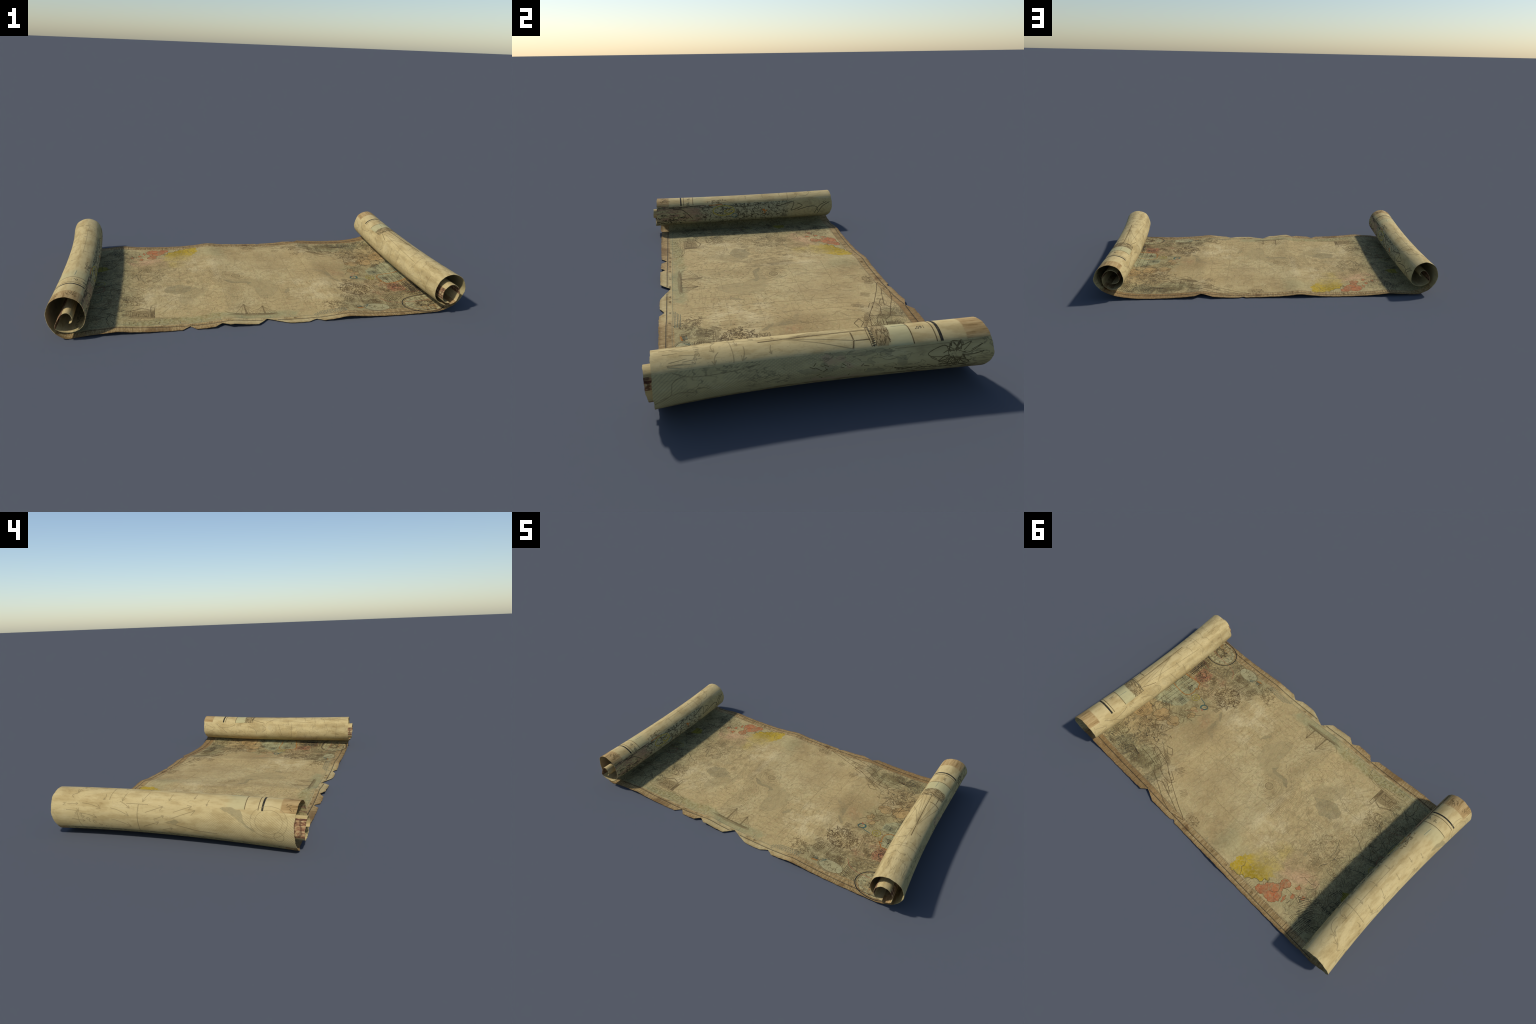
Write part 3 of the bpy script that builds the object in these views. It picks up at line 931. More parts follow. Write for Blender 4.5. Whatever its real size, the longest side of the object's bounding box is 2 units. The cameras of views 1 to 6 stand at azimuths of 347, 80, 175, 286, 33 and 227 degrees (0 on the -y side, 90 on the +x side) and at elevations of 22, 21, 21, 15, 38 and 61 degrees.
black = flat_ink("ink_black", (0.022, 0.02, 0.015), 0.02, worn=0.9)
sepia = flat_ink("ink_sepia", (0.085, 0.05, 0.018), 0.10)
brown = flat_ink("ink_brown", (0.15, 0.10, 0.04), 0.22)
faint = flat_ink("ink_faint", (0.15, 0.110, 0.050), 0.58)
teal = flat_ink("ink_teal", (0.012, 0.075, 0.070), 0.12)
greenish = flat_ink("ink_green", (0.11, 0.145, 0.10), 0.25)
orange = flat_ink("ink_orange", (0.36, 0.125, 0.012), 0.15)
redink = flat_ink("ink_red", (0.30, 0.07, 0.04), 0.30)
olive_y = flat_ink("ink_yellow", (0.33, 0.27, 0.03), 0.10)
grey = flat_ink("wash_grey", (0.165, 0.145, 0.075), 0.42, ruled=(55, 35))
grey_pale = flat_ink("wash_grey_pale", (0.21, 0.178, 0.085), 0.72, ruled=(60, 10))
blue_pale = flat_ink("wash_blue_pale", (0.405, 0.375, 0.195), 0.40, worn=1.8)
yellow = flat_ink("wash_yellow", (0.42, 0.280, 0.012), 0.08, fade=(0.43, 0.325), worn=1.0)
rosy = flat_ink("wash_red", (0.43, 0.118, 0.038), 0.24, worn=2.2)
rosy_dark = flat_ink("wash_red_dark", (0.28, 0.055, 0.025), 0.30, worn=1.6)
bister = flat_ink("wash_bister", (0.16, 0.105, 0.04), 0.50)

# frame: heavy outer line with a hair line beside it, inner line, ticks and degree figures
fr = Ink("frame_line", sheet, [black, greenish, brown])
fx0, fx1 = -0.97, 0.93
yo = lambda x: -0.4885 - 0.0075 * x
yi = lambda x: -0.4635 - 0.010 * x
bo = lambda x: 0.5295 - 0.0155 * x
bi = lambda x: 0.500 - 0.012 * x


def sheet_stroke(ink, f, x0, x1, w, slot, inside_edge=True):
    xs = np.arange(x0, x1, 0.004)
    run = []
    for x in xs:
        y = f(x)
        ok = np.interp(x, *zip(*FRONT_EDGE)) + 0.003 < y < np.interp(x, *zip(*BACK_EDGE)) - 0.003
        if ok:
            run.append((x, y))
        if (not ok or x == xs[-1]) and run:
            if len(run) > 2:
                ink.stroke(run, w, slot)
            run = []


sheet_stroke(fr, yo, -0.86, 0.86, 0.0030, 0)
sheet_stroke(fr, lambda x: yo(x) + 0.0048, -0.86, 0.86, 0.0012, 2)
sheet_stroke(fr, yi, -0.86, 0.86, 0.0016, 1)
sheet_stroke(fr, bo, -0.86, 0.88, 0.0030, 0)
sheet_stroke(fr, lambda x: bo(x) - 0.0048, -0.86, 0.88, 0.0012, 2)
sheet_stroke(fr, bi, -0.86, 0.88, 0.0014, 1)
for x in (-0.62, -0.52, -0.425, -0.325, -0.235, -0.13, 0.01, 0.11):
    fr.stroke([(x, yi(x)), (x + 0.002, yi(x) + 0.026)], 0.0016, 1)
for x in (0.36, 0.24, -0.06, -0.30):
    fr.stroke([(x, bi(x) - 0.004), (x, bi(x) - 0.026)], 0.0014, 1)
fr.build()
fig = Ink("degree_figure", sheet, [sepia])
for i, x in enumerate((-0.50, -0.425, -0.365, -0.285, -0.195, -0.115, -0.025, 0.085, 0.135, 0.245, 0.36, 0.47, 0.585)):
    fig.text(f"{160 - 10 * i}°", (x, yo(x) + 0.0135), 0.016)
for i, x in enumerate((0.72, 0.58, 0.28, 0.19, -0.13, -0.24, -0.44)):
    fig.text(f"{160 - 20 * i}°", (x, bo(x) - 0.017), 0.015)
fig.build("stuff")

# graticule
gr = Ink("graticule", sheet, [faint])
for x0, x1, y0, y1 in ((-0.285, -0.276, -0.33, 0.02), (-0.180, -0.168, -0.38, 0.25), (-0.084, -0.066, -0.38, 0.05), (0.022, 0.045, -0.40, 0.22),
                       (0.122, 0.142, -0.40, 0.10), (0.223, 0.248, -0.40, 0.30), (0.339, 0.360, -0.38, 0.42), (0.452, 0.47, -0.30, 0.45), (-0.395, -0.385, -0.20, 0.42),
                       (-0.50, -0.49, 0.0, 0.46), (-0.62, -0.61, -0.2, 0.45)):
    gr.stroke([(x0, y0), (x1, y1)], 0.0014)
for y, xa, xb in ((-0.095, 0.45, 0.10), (-0.235, 0.44, -0.25), (-0.335, 0.30, -0.30), (0.12, 0.30, -0.30), (0.30, 0.10, -0.50), (0.42, -0.20, -0.60)):
    gr.stroke([(xa, y), ((xa + xb) / 2, y + 0.006), (xb, y)], 0.0013, smooth=True)
gr.build("stuff")

# land masses
land = Ink("land_wash", sheet, [grey, grey_pale, faint, sepia])
L1 = [(0.131, -0.134), (0.105, -0.196), (0.058, -0.252), (0.012, -0.250), (0.002, -0.125), (-0.027, -0.091), (-0.031, -0.060), (-0.075, -0.062), (-0.117, -0.063),
      (-0.155, -0.024), (-0.107, -0.020), (-0.05, -0.010), (0.05, -0.012), (0.110, -0.040)]
c = land.wash(L1, 1, rough=0.10)
land.stroke(c[:len(c) * 6 // 10], 0.0014, 2)
land.wash([(-0.005, -0.058), (-0.029, -0.089), (-0.036, -0.062), (-0.075, -0.062), (-0.117, -0.066), (-0.157, -0.026), (-0.128, -0.026), (-0.100, -0.046), (-0.060, -0.040), (-0.03, -0.042)], 0, 0.00018, rough=0.10)
land.wash([(0.184, -0.147), (0.183, -0.177), (0.159, -0.209), (0.145, -0.204), (0.160, -0.171)], 0, rough=0.12)
land.wash([(0.487, -0.118), (0.470, -0.104), (0.437, -0.062), (0.450, -0.060), (0.480, -0.088), (0.494, -0.108)], 0, rough=0.08)
land.wash([(0.486, -0.083), (0.464, -0.055), (0.460, -0.021), (0.466, 0.007), (0.455, 0.047), (0.401, 0.054), (0.335, 0.088), (0.378, 0.058), (0.407, 0.028), (0.430, -0.003), (0.440, -0.045), (0.462, -0.075)], 1, rough=0.12)
land.wash([(0.465, -0.050), (0.462, -0.005), (0.452, 0.020), (0.436, 0.005), (0.446, -0.030)], 0, 0.00018, rough=0.12)
land.wash([(0.560, -0.045), (0.548, -0.018), (0.520, -0.006), (0.500, -0.030), (0.520, -0.056)], 1, rough=0.12)
land.wash([(-0.303, -0.093), (-0.345, -0.117), (-0.393, -0.143), (-0.435, -0.144), (-0.473, -0.125), (-0.484, -0.096), (-0.455, -0.056), (-0.397, -0.031), (-0.372, -0.048), (-0.345, -0.056), (-0.338, -0.080)], 0, 0.00018, rough=0.08)
land.wash([(-0.249, -0.111), (-0.268, -0.154), (-0.288, -0.187), (-0.333, -0.209), (-0.367, -0.245), (-0.405, -0.250), (-0.410, -0.191), (-0.404, -0.155), (-0.362, -0.125), (-0.305, -0.092), (-0.270, -0.098)], 1, rough=0.10)
land.wash([(-0.57, 0.02), (-0.60, 0.03), (-0.62, 0.06), (-0.60, 0.075), (-0.575, 0.05)], 1, rough=0.15)
land.wash([(-0.485, 0.175), (-0.505, 0.170), (-0.508, 0.19), (-0.49, 0.195)], 0, rough=0.1)
for k in range(5):
    a = rng.uniform(0, 6.28)
    land.stroke([(-0.42 + 0.055 * math.cos(a), -0.095 + 0.04 * math.sin(a)), (-0.41, -0.09), (-0.35, -0.085)], 0.0016, 2)
land.build()

col = Ink("coloured_land", sheet, [yellow, rosy, sepia, rosy_dark, olive_y, black])
Y1 = [(-0.262, 0.509), (-0.251, 0.483), (-0.255, 0.44), (-0.268, 0.40), (-0.298, 0.370), (-0.341, 0.345), (-0.400, 0.335), (-0.440, 0.350), (-0.479, 0.380), (-0.446, 0.398), (-0.460, 0.412), (-0.462, 0.430),
      (-0.440, 0.420), (-0.428, 0.455), (-0.394, 0.466), (-0.366, 0.491), (-0.340, 0.490), (-0.317, 0.507), (-0.290, 0.503)]
c = col.wash(Y1, 0, rough=0.30, levels=5)
col.stroke(c[len(c) // 2:], 0.0016, 5)
col.stroke([(-0.330, 0.500), (-0.322, 0.478), (-0.306, 0.462), (-0.312, 0.445), (-0.300, 0.430)], 0.0022, 2)
R1 = [(-0.430, 0.487), (-0.434, 0.461), (-0.467, 0.422), (-0.507, 0.396), (-0.505, 0.370), (-0.525, 0.343), (-0.562, 0.353), (-0.552, 0.384), (-0.542, 0.398), (-0.561, 0.426), (-0.572, 0.455), (-0.553, 0.478), (-0.507, 0.491), (-0.465, 0.499)]
c = col.wash(R1, 1, rough=0.26, levels=5)
for i in range(46):
    x, y = rng.uniform(-0.55, -0.44), rng.uniform(0.43, 0.485)
    col.stroke([(x, y), (x - rng.uniform(0.004, 0.016), y + rng.uniform(-0.010, 0.012))], 0.0022 * rng.uniform(0.6, 1.6), 3)
col.stroke(c, 0.0014, 2, closed=True)
col.stroke([(-0.525, 0.395), (-0.535, 0.42), (-0.522, 0.44), (-0.50, 0.45)], 0.0024, 2)
for pts in ([(-0.583, 0.452), (-0.570, 0.425), (-0.577, 0.406), (-0.588, 0.425)], [(-0.606, 0.406), (-0.594, 0.378), (-0.611, 0.375), (-0.619, 0.400)],
            [(-0.645, 0.372), (-0.64, 0.352), (-0.655, 0.345), (-0.66, 0.365)], [(-0.58, 0.35), (-0.59, 0.32), (-0.61, 0.33), (-0.60, 0.35)]):
    col.stroke(col.wash(pts, 1, rough=0.2), 0.0012, 2, closed=True)
col.wash([(-0.79, 0.235), (-0.85, 0.24), (-0.85, 0.17), (-0.80, 0.18), (-0.77, 0.20)], 4, rough=0.12)
col.build()

# steam sailing ship
sh = Ink("ship_drawing", sheet, [brown, bister, sepia])
sh.wash([(0.072, -0.4245), (0.035, -0.4205), (-0.03, -0.4205), (-0.10, -0.4225), (-0.165, -0.4215), (-0.205, -0.425), (-0.175, -0.434), (-0.10, -0.4385), (0.0, -0.437), (0.05, -0.433)], 1, rough=0.03)
sh.wash([(0.050, -0.421), (-0.03, -0.4195), (-0.16, -0.4205), (-0.15, -0.4285), (0.0, -0.4295), (0.035, -0.428)], 0, 0.0002, rough=0.03)
sh.stroke([(0.055, -0.419), (-0.165, -0.419)], 0.002, 2)
for x in np.arange(-0.14, 0.03, 0.018):
    sh.stroke([(x, -0.420), (x, -0.414)], 0.0018, 2)
for x, top in ((-0.006, -0.347), (-0.098, -0.322)):
    sh.wash([(x - 0.006, -0.418), (x + 0.006, -0.418), (x + 0.0025, top + 0.006), (x - 0.001, top + 0.006)], 0, 0.0002)
    sh.stroke([(x + 0.006, top), (x - 0.006, top + 0.002)], 0.0016, 2)
    for dx in (0.035, -0.030, 0.060, -0.055, 0.018):
        sh.stroke([(x + 0.001, top + 0.008), (x + dx * 0.6, top + (-0.418 - top) * 0.62), (x + dx, -0.418)], 0.0013, 0)
for a, b in (((-0.006, -0.350), (0.055, -0.402)), ((0.055, -0.402), (0.030, -0.420)), ((-0.098, -0.330), (-0.205, -0.386)), ((-0.205, -0.386), (-0.176, -0.420)), ((-0.098, -0.330), (-0.006, -0.400)), ((-0.006, -0.352), (-0.09, -0.41)), ((-0.205, -0.386), (-0.165, -0.419)), ((-0.098, -0.336), (-0.19, -0.392))):
    sh.stroke([a, ((a[0] + b[0]) / 2, (a[1] + b[1]) / 2 - 0.004), b], 0.0013, 0, smooth=True)
sh.build()

# cottage
ho = Ink("house_drawing", sheet, [brown, bister, sepia, faint])
ho.wash([(-0.553, -0.391), (-0.556, -0.312), (-0.602, -0.318), (-0.648, -0.330), (-0.652, -0.390)], 1, rough=0.02)
ho.wash([(-0.540, -0.391), (-0.540, -0.318), (-0.556, -0.318), (-0.556, -0.391)], 0, 0.0002)
for pts in ([(-0.553, -0.391), (-0.553, -0.316), (-0.60, -0.296), (-0.655, -0.326), (-0.650, -0.391)], [(-0.535, -0.315), (-0.605, -0.292), (-0.672, -0.332)], [(-0.54, -0.391), (-0.54, -0.285), (-0.558, -0.285), (-0.558, -0.391)],
            [(-0.570, -0.350), (-0.615, -0.350), (-0.615, -0.378), (-0.570, -0.378), (-0.570, -0.350)], [(-0.625, -0.340), (-0.645, -0.340), (-0.645, -0.37), (-0.625, -0.37), (-0.625, -0.34)], [(-0.66, -0.39), (-0.48, -0.392), (-0.42, -0.415)], [(-0.66, -0.395), (-0.50, -0.400), (-0.43, -0.425)],
            [(-0.50, -0.40), (-0.53, -0.412), (-0.62, -0.415)]):
    ho.stroke(pts, 0.0022, 2 if len(pts) > 3 else 0)
for i in range(46):
    x, y = rng.uniform(-0.655, -0.545), rng.uniform(-0.388, -0.322)
    ho.stroke([(x, y), (x + rng.uniform(-0.014, 0.014), y + rng.uniform(-0.003, 0.003))], 0.0016, rng.choice((0, 2, 3)))
for i in range(70):
    x, y = rng.uniform(-0.66, -0.42), rng.uniform(-0.455, -0.398)
    ho.stroke([(x, y), (x + rng.uniform(-0.012, 0.012), y + rng.uniform(0.002, 0.008))], 0.0018, rng.choice((0, 2, 3)))
for pts in ([(-0.411, -0.186), (-0.476, -0.160), (-0.566, -0.161), (-0.603, -0.213), (-0.659, -0.323)], [(-0.420, -0.192), (-0.482, -0.168), (-0.560, -0.170)], [(-0.315, -0.018), (-0.338, 0.007), (-0.396, 0.029), (-0.463, 0.026)], [(-0.325, -0.026), (-0.345, -0.002), (-0.40, 0.018), (-0.463, 0.015)]):
    ho.stroke(pts, 0.0022, 3, smooth=True)
ho.build()

# compass rose
cr = Ink("compass_rose", sheet, [sepia, black, redink, blue_pale, brown])
cc = (0.832, -0.428)
cr.wash([(cc[0] + 0.088 * math.cos(a), cc[1] + 0.076 * math.sin(a)) for a in np.linspace(0, 2 * math.pi, 40, endpoint=False)], 3, 0.00006)
for r, w, s in ((0.128, 0.0016, 0), (0.121, 0.0014, 4), (0.113, 0.0016, 0), (0.104, 0.0055, 1), (0.096, 0.0018, 0), (0.074, 0.0016, 0), (0.068, 0.0014, 4)):
    cr.circle(cc, r, w, s, ry=r * 0.83)
for i in range(44):
    a = 2 * math.pi * i / 44
    r0, r1 = 0.020 + 0.006 * rng.random(), rng.choice((0.052, 0.060, 0.064))
    cr.stroke([(cc[0] + r0 * math.cos(a), cc[1] + 0.83 * r0 * math.sin(a)), (cc[0] + r1 * math.cos(a), cc[1] + 0.83 * r1 * math.sin(a))], 0.0026, 0, taper=True)
for i in range(16):
    a = 2 * math.pi * (i + 0.3) / 16
    for k in (0.080, 0.087):
        cr.stroke([(cc[0] + k * math.cos(a), cc[1] + 0.83 * k * math.sin(a)), (cc[0] + k * math.cos(a + 0.12), cc[1] + 0.83 * k * math.sin(a + 0.12))], 0.003, 0)
for i in range(8):
    a = 2 * math.pi * i / 8
    tip, l, r = [(cc[0] + q * math.cos(a + d), cc[1] + 0.83 * q * math.sin(a + d)) for q, d in ((0.046, 0), (0.015, 0.5), (0.015, -0.5))]
    cr.stroke([l, tip, r], 0.0022, 1)
for s in (-1, 1):
    cr.circle((cc[0], cc[1] + s * 0.0), 0.136, 0.0014, 0, ry=0.118, a0=95, a1=250)
cr.stroke([(0.894, -0.400), (0.847, -0.402), (0.785, -0.396), (0.708, -0.391), (0.660, -0.370), (0.632, -0.330)], 0.0026, 2, smooth=True)
for k, name in enumerate("NWS"):
    cr.text(name, (cc[0] - (0.0, 0.060, 0.0)[k], cc[1] + (0.052, 0.0, -0.052)[k]), 0.015, 1)
cr.build()

# oval hemisphere inset
gl = Ink("hemisphere_inset", sheet, [blue_pale, sepia, teal, orange, greenish])
gc = (0.580, -0.428)
gl.wash([(gc[0] + 0.068 * math.cos(a), gc[1] + 0.038 * math.sin(a)) for a in np.linspace(0, 2 * math.pi, 48, endpoint=False)], 0)
gl.circle(gc, 0.068, 0.0024, 1, ry=0.038)
gl.circle((gc[0] + 0.006, gc[1]), 0.080, 0.0016, 4, ry=0.046, a0=100, a1=265)
gl.circle((0.655, -0.428), 0.045, 0.0018, 1, ry=0.03, a0=150, a1=300)
for i in range(9):
    x, y = gc[0] + rng.uniform(-0.04, 0.035), gc[1] + rng.uniform(-0.022, 0.020)
    gl.stroke([(x + 0.008 * math.cos(a) * rng.uniform(0.6, 1.4), y + 0.006 * math.sin(a) * rng.uniform(0.6, 1.4)) for a in np.linspace(0, 4.5, 7)], 0.0016, 1)
for i in range(5):
    gl.stroke([(0.515 + 0.028, -0.401 - 0.0 + i * 0.0), (0.520, -0.405 - i * 0.006)], 0.0014, 2)
gl.wash([(0.503, -0.434), (0.470, -0.440), (0.470, -0.433), (0.503, -0.427)], 3, 0.0003)
gl.wash([(0.500, -0.424), (0.470, -0.430), (0.470, -0.424), (0.500, -0.418)], 2, 0.0003)
gl.wash([(0.497, -0.416), (0.475, -0.420), (0.475, -0.412), (0.497, -0.408)], 4, 0.0003)
for i in range(18):
    gl.stroke([(0.47 + 0.002 * i, -0.41 + rng.uniform(-0.02, 0.0)), (0.472 + 0.002 * i, -0.425 + rng.uniform(-0.01, 0.01))], 0.0015, 1)
gl.build()

# lines of a printed note, as rows of tiny strokes
nt = Ink("printed_note", sheet, [teal, greenish])
for row in range(5):
    x = 0.405
    while x > 0.235 + 0.008 * row:
        w = rng.uniform(0.004, 0.011)
        nt.stroke([(x, -0.4585 + 0.0065 * row - 0.004 * (0.4 - x)), (x - w, -0.4585 + 0.0065 * row - 0.004 * (0.4 - x + w))], 0.0026, row % 2)
        x -= w + rng.uniform(0.003, 0.005)
nt.build("stuff")

# trees and shrubs: crowds of short curled pen strokes
tr = Ink("tree_foliage", sheet, [sepia, brown, black])


def curls(cx, cy, rx, ry, n, size, slots, width=0.0026):
    for _ in range(n):
        a, r = rng.uniform(0, 6.283), math.sqrt(rng.random())
        x, y = cx + rx * r * math.cos(a), cy + ry * r * math.sin(a)
        d, b, l = rng.uniform(0, 6.283), rng.uniform(-1.6, 1.6), size * rng.uniform(0.6, 1.4)
        tr.stroke([(x + l * t * math.cos(d + b * t), y + l * t * math.sin(d + b * t)) for t in (0.0, 0.4, 0.7, 1.0)], width * rng.uniform(0.7, 1.2), rng.choice(slots))


curls(0.545, -0.215, 0.092, 0.078, 360, 0.016, (0, 0, 1))
curls(0.385, -0.400, 0.050, 0.050, 130, 0.014, (1, 0, 1), 0.0022)
curls(0.34, -0.38, 0.05, 0.04, 50, 0.014, (1,), 0.0018)
curls(-0.63, -0.22, 0.05, 0.05, 90, 0.016, (1,), 0.0018)
curls(0.83, 0.375, 0.045, 0.04, 90, 0.010, (0, 1, 0), 0.0018)
curls(0.640, 0.045, 0.045, 0.035, 70, 0.010, (0, 1, 1), 0.0018)
curls(0.85, -0.315, 0.04, 0.02, 30, 0.010, (2, 0), 0.0020)
curls(0.68, -0.125, 0.045, 0.035, 70, 0.010, (0, 1, 1), 0.0018)
curls(-0.56, 0.10, 0.09, 0.10, 220, 0.017, (1,), 0.0015)
curls(0.07, 0.47, 0.035, 0.02, 40, 0.012, (0, 1), 0.0018)
tr.build("stuff")

# ruled hatching of fields, walls and roofs
ha = Ink("hatching", sheet, [sepia, black, brown, faint])


def hatch(cx, cy, w, h, deg, pitch, slot, width=0.0018, gap=0.15):
    a = math.radians(deg)
    d, nn = (math.cos(a), math.sin(a)), (-math.sin(a), math.cos(a))
    k = -h / 2
    while k < h / 2:
        s0 = -w / 2 * rng.uniform(0.7, 1.0)
        while s0 < w / 2:
            s1 = min(w / 2 * rng.uniform(0.8, 1.0), s0 + rng.uniform(0.02, 0.08))
            if s1 > s0 + 0.004:
                ha.stroke([(cx + d[0] * s0 + nn[0] * k, cy + d[1] * s0 + nn[1] * k), (cx + d[0] * s1 + nn[0] * (k + rng.uniform(-0.001, 0.001)), cy + d[1] * s1 + nn[1] * (k + rng.uniform(-0.001, 0.001)))], width * rng.uniform(0.7, 1.3), slot)
            s0 = max(s1, s0 + 0.004) + rng.uniform(0.003, 0.012)
        k += pitch * rng.uniform(0.8, 1.3)


hatch(0.535, -0.335, 0.10, 0.14, 82, 0.0062, 0)
hatch(0.455, -0.355, 0.05, 0.05, 70, 0.006, 0)
hatch(0.73, 0.43, 0.10, 0.12, 60, 0.0070, 1)
hatch(0.70, 0.345, 0.09, 0.09, 64, 0.0075, 0)
hatch(0.62, 0.43, 0.09, 0.07, 20, 0.0075, 0)
hatch(0.545, 0.43, 0.08, 0.05, -30, 0.0085, 2)
hatch(0.82, 0.44, 0.09, 0.07, 80, 0.0075, 1)
hatch(0.84, -0.27, 0.12, 0.07, 78, 0.0062, 1)
hatch(0.79, -0.20, 0.05, 0.07, 84, 0.0070, 1)
hatch(0.81, -0.12, 0.10, 0.10, 90, 0.012, 0, 0.0014)
hatch(0.69, -0.33, 0.07, 0.07, 20, 0.0085, 0)
hatch(-0.215, 0.03, 0.26, 0.075, 99, 0.0068, 3, 0.0022)
hatch(-0.275, 0.00, 0.22, 0.03, 104, 0.0065, 3, 0.0020)
hatch(-0.20, 0.10, 0.16, 0.05, 96, 0.006, 3, 0.0018)
hatch(-0.70, 0.39, 0.10, 0.10, 30, 0.0085, 1, 0.0018)
hatch(-0.74, 0.47, 0.12, 0.05, 82, 0.0085, 1, 0.002)
hatch(-0.47, 0.22, 0.12, 0.07, 40, 0.0065, 3, 0.0016)
hatch(0.10, 0.47, 0.05, 0.05, 55, 0.0065, 2, 0.0018)
hatch(0.235, 0.40, 0.05, 0.045, 62, 0.0065, 2, 0.0022)
hatch(0.355, 0.325, 0.06, 0.035, 66, 0.0075, 0, 0.0020)
hatch(-0.42, 0.512, 0.06, 0.10, 86, 0.011, 2, 0.0016)
hatch(-0.58, 0.524, 0.05, 0.12, 90, 0.010, 2, 0.0018)
hatch(-0.70, 0.524, 0.05, 0.05, 90, 0.012, 0, 0.0030)
hatch(0.62, -0.505, 0.022, 0.22, 84, 0.010, 2, 0.0014)
hatch(-0.78, -0.505, 0.022, 0.24, 80, 0.009, 2, 0.0016)


def in_right_zone(x, y):
    edge = np.interp(y, (-0.46, -0.30, -0.12, 0.02, 0.12, 0.26, 0.38, 0.48), (0.36, 0.43, 0.50, 0.58, 0.60, 0.54, 0.42, 0.22))
    return x > edge and math.hypot(x - 0.832, (y + 0.428) / 0.83) > 0.135 and math.hypot(x - 0.58, (y + 0.428) * 1.7) > 0.085 and math.hypot(x - 0.545, (y + 0.215) * 1.15) > 0.11


def pen_line(x, y, length, slot, width, ink):
    a, pts, bend = rng.uniform(0, 6.28), [(x, y)], rng.uniform(-0.35, 0.35)
    for _ in range(7):
        a += 0.5 * bend + rng.uniform(-0.45, 0.45)
        x, y = x + length / 7 * math.cos(a), y + length / 7 * math.sin(a)
        if not -0.455 < y < 0.49 or not -0.92 < x < 0.905:
            break
        pts.append((x, y))
    if len(pts) > 2:
        ink.stroke(pts, width, slot)


count = 0
while count < 105:
    x, y = rng.uniform(0.25, 0.90), rng.uniform(-0.44, 0.475)
    if not in_right_zone(x, y):
        continue
    count += 1
    w, h = rng.uniform(0.02, 0.06), rng.uniform(0.015, 0.05)
    dark = 1 if x > 0.72 and rng.random() < 0.6 else 0
    hatch(x, max(-0.44, min(0.47, y)), min(w, 2 * (0.905 - x) + 0.01), h, rng.choice((0, 0, 10, 62, 80, 90, 90, 95, 140)), rng.uniform(0.0048, 0.0078), dark if rng.random() < 0.5 else 2, rng.uniform(0.0013, 0.0020))
count = 0
while count < 80:
    x, y = rng.uniform(0.25, 0.90), rng.uniform(-0.44, 0.475)
    if in_right_zone(x, y):
        count += 1
        pen_line(x, y, rng.uniform(0.03, 0.12), rng.choice((0, 2, 3, 2)), rng.uniform(0.0012, 0.0022), ha)
for _ in range(90):
    x, y = rng.uniform(-0.90, -0.66), rng.uniform(-0.44, 0.47)
    hatch(x, y, rng.uniform(0.015, 0.05), rng.uniform(0.01, 0.035), rng.choice((0, 0, 15, 80, 90, 120)), rng.uniform(0.005, 0.008), rng.choice((1, 2, 0, 3)), rng.uniform(0.0012, 0.0018))
for _ in range(170):
    pen_line(rng.uniform(-0.90, -0.60), rng.uniform(-0.44, 0.47), rng.uniform(0.03, 0.12), rng.choice((1, 2, 0, 3)), rng.uniform(0.0012, 0.0020), ha)
for _ in range(60):
    x, y = rng.uniform(-0.62, -0.26), rng.uniform(-0.10, 0.36)
    hatch(x, y, rng.uniform(0.015, 0.06), rng.uniform(0.01, 0.035), rng.choice((20, 40, 60, 100, 100)), rng.uniform(0.005, 0.008), 3, rng.uniform(0.0014, 0.0020))
for _ in range(170):
    pen_line(rng.uniform(-0.66, -0.22), rng.uniform(-0.36, 0.42), rng.uniform(0.02, 0.10), 3, rng.uniform(0.0013, 0.0020), ha)
for _ in range(120):
    pen_line(rng.uniform(-0.15, 0.50), rng.uniform(-0.05, 0.44), rng.uniform(0.03, 0.12), 3, rng.uniform(0.0010, 0.0014), ha)
ha.build("stuff")

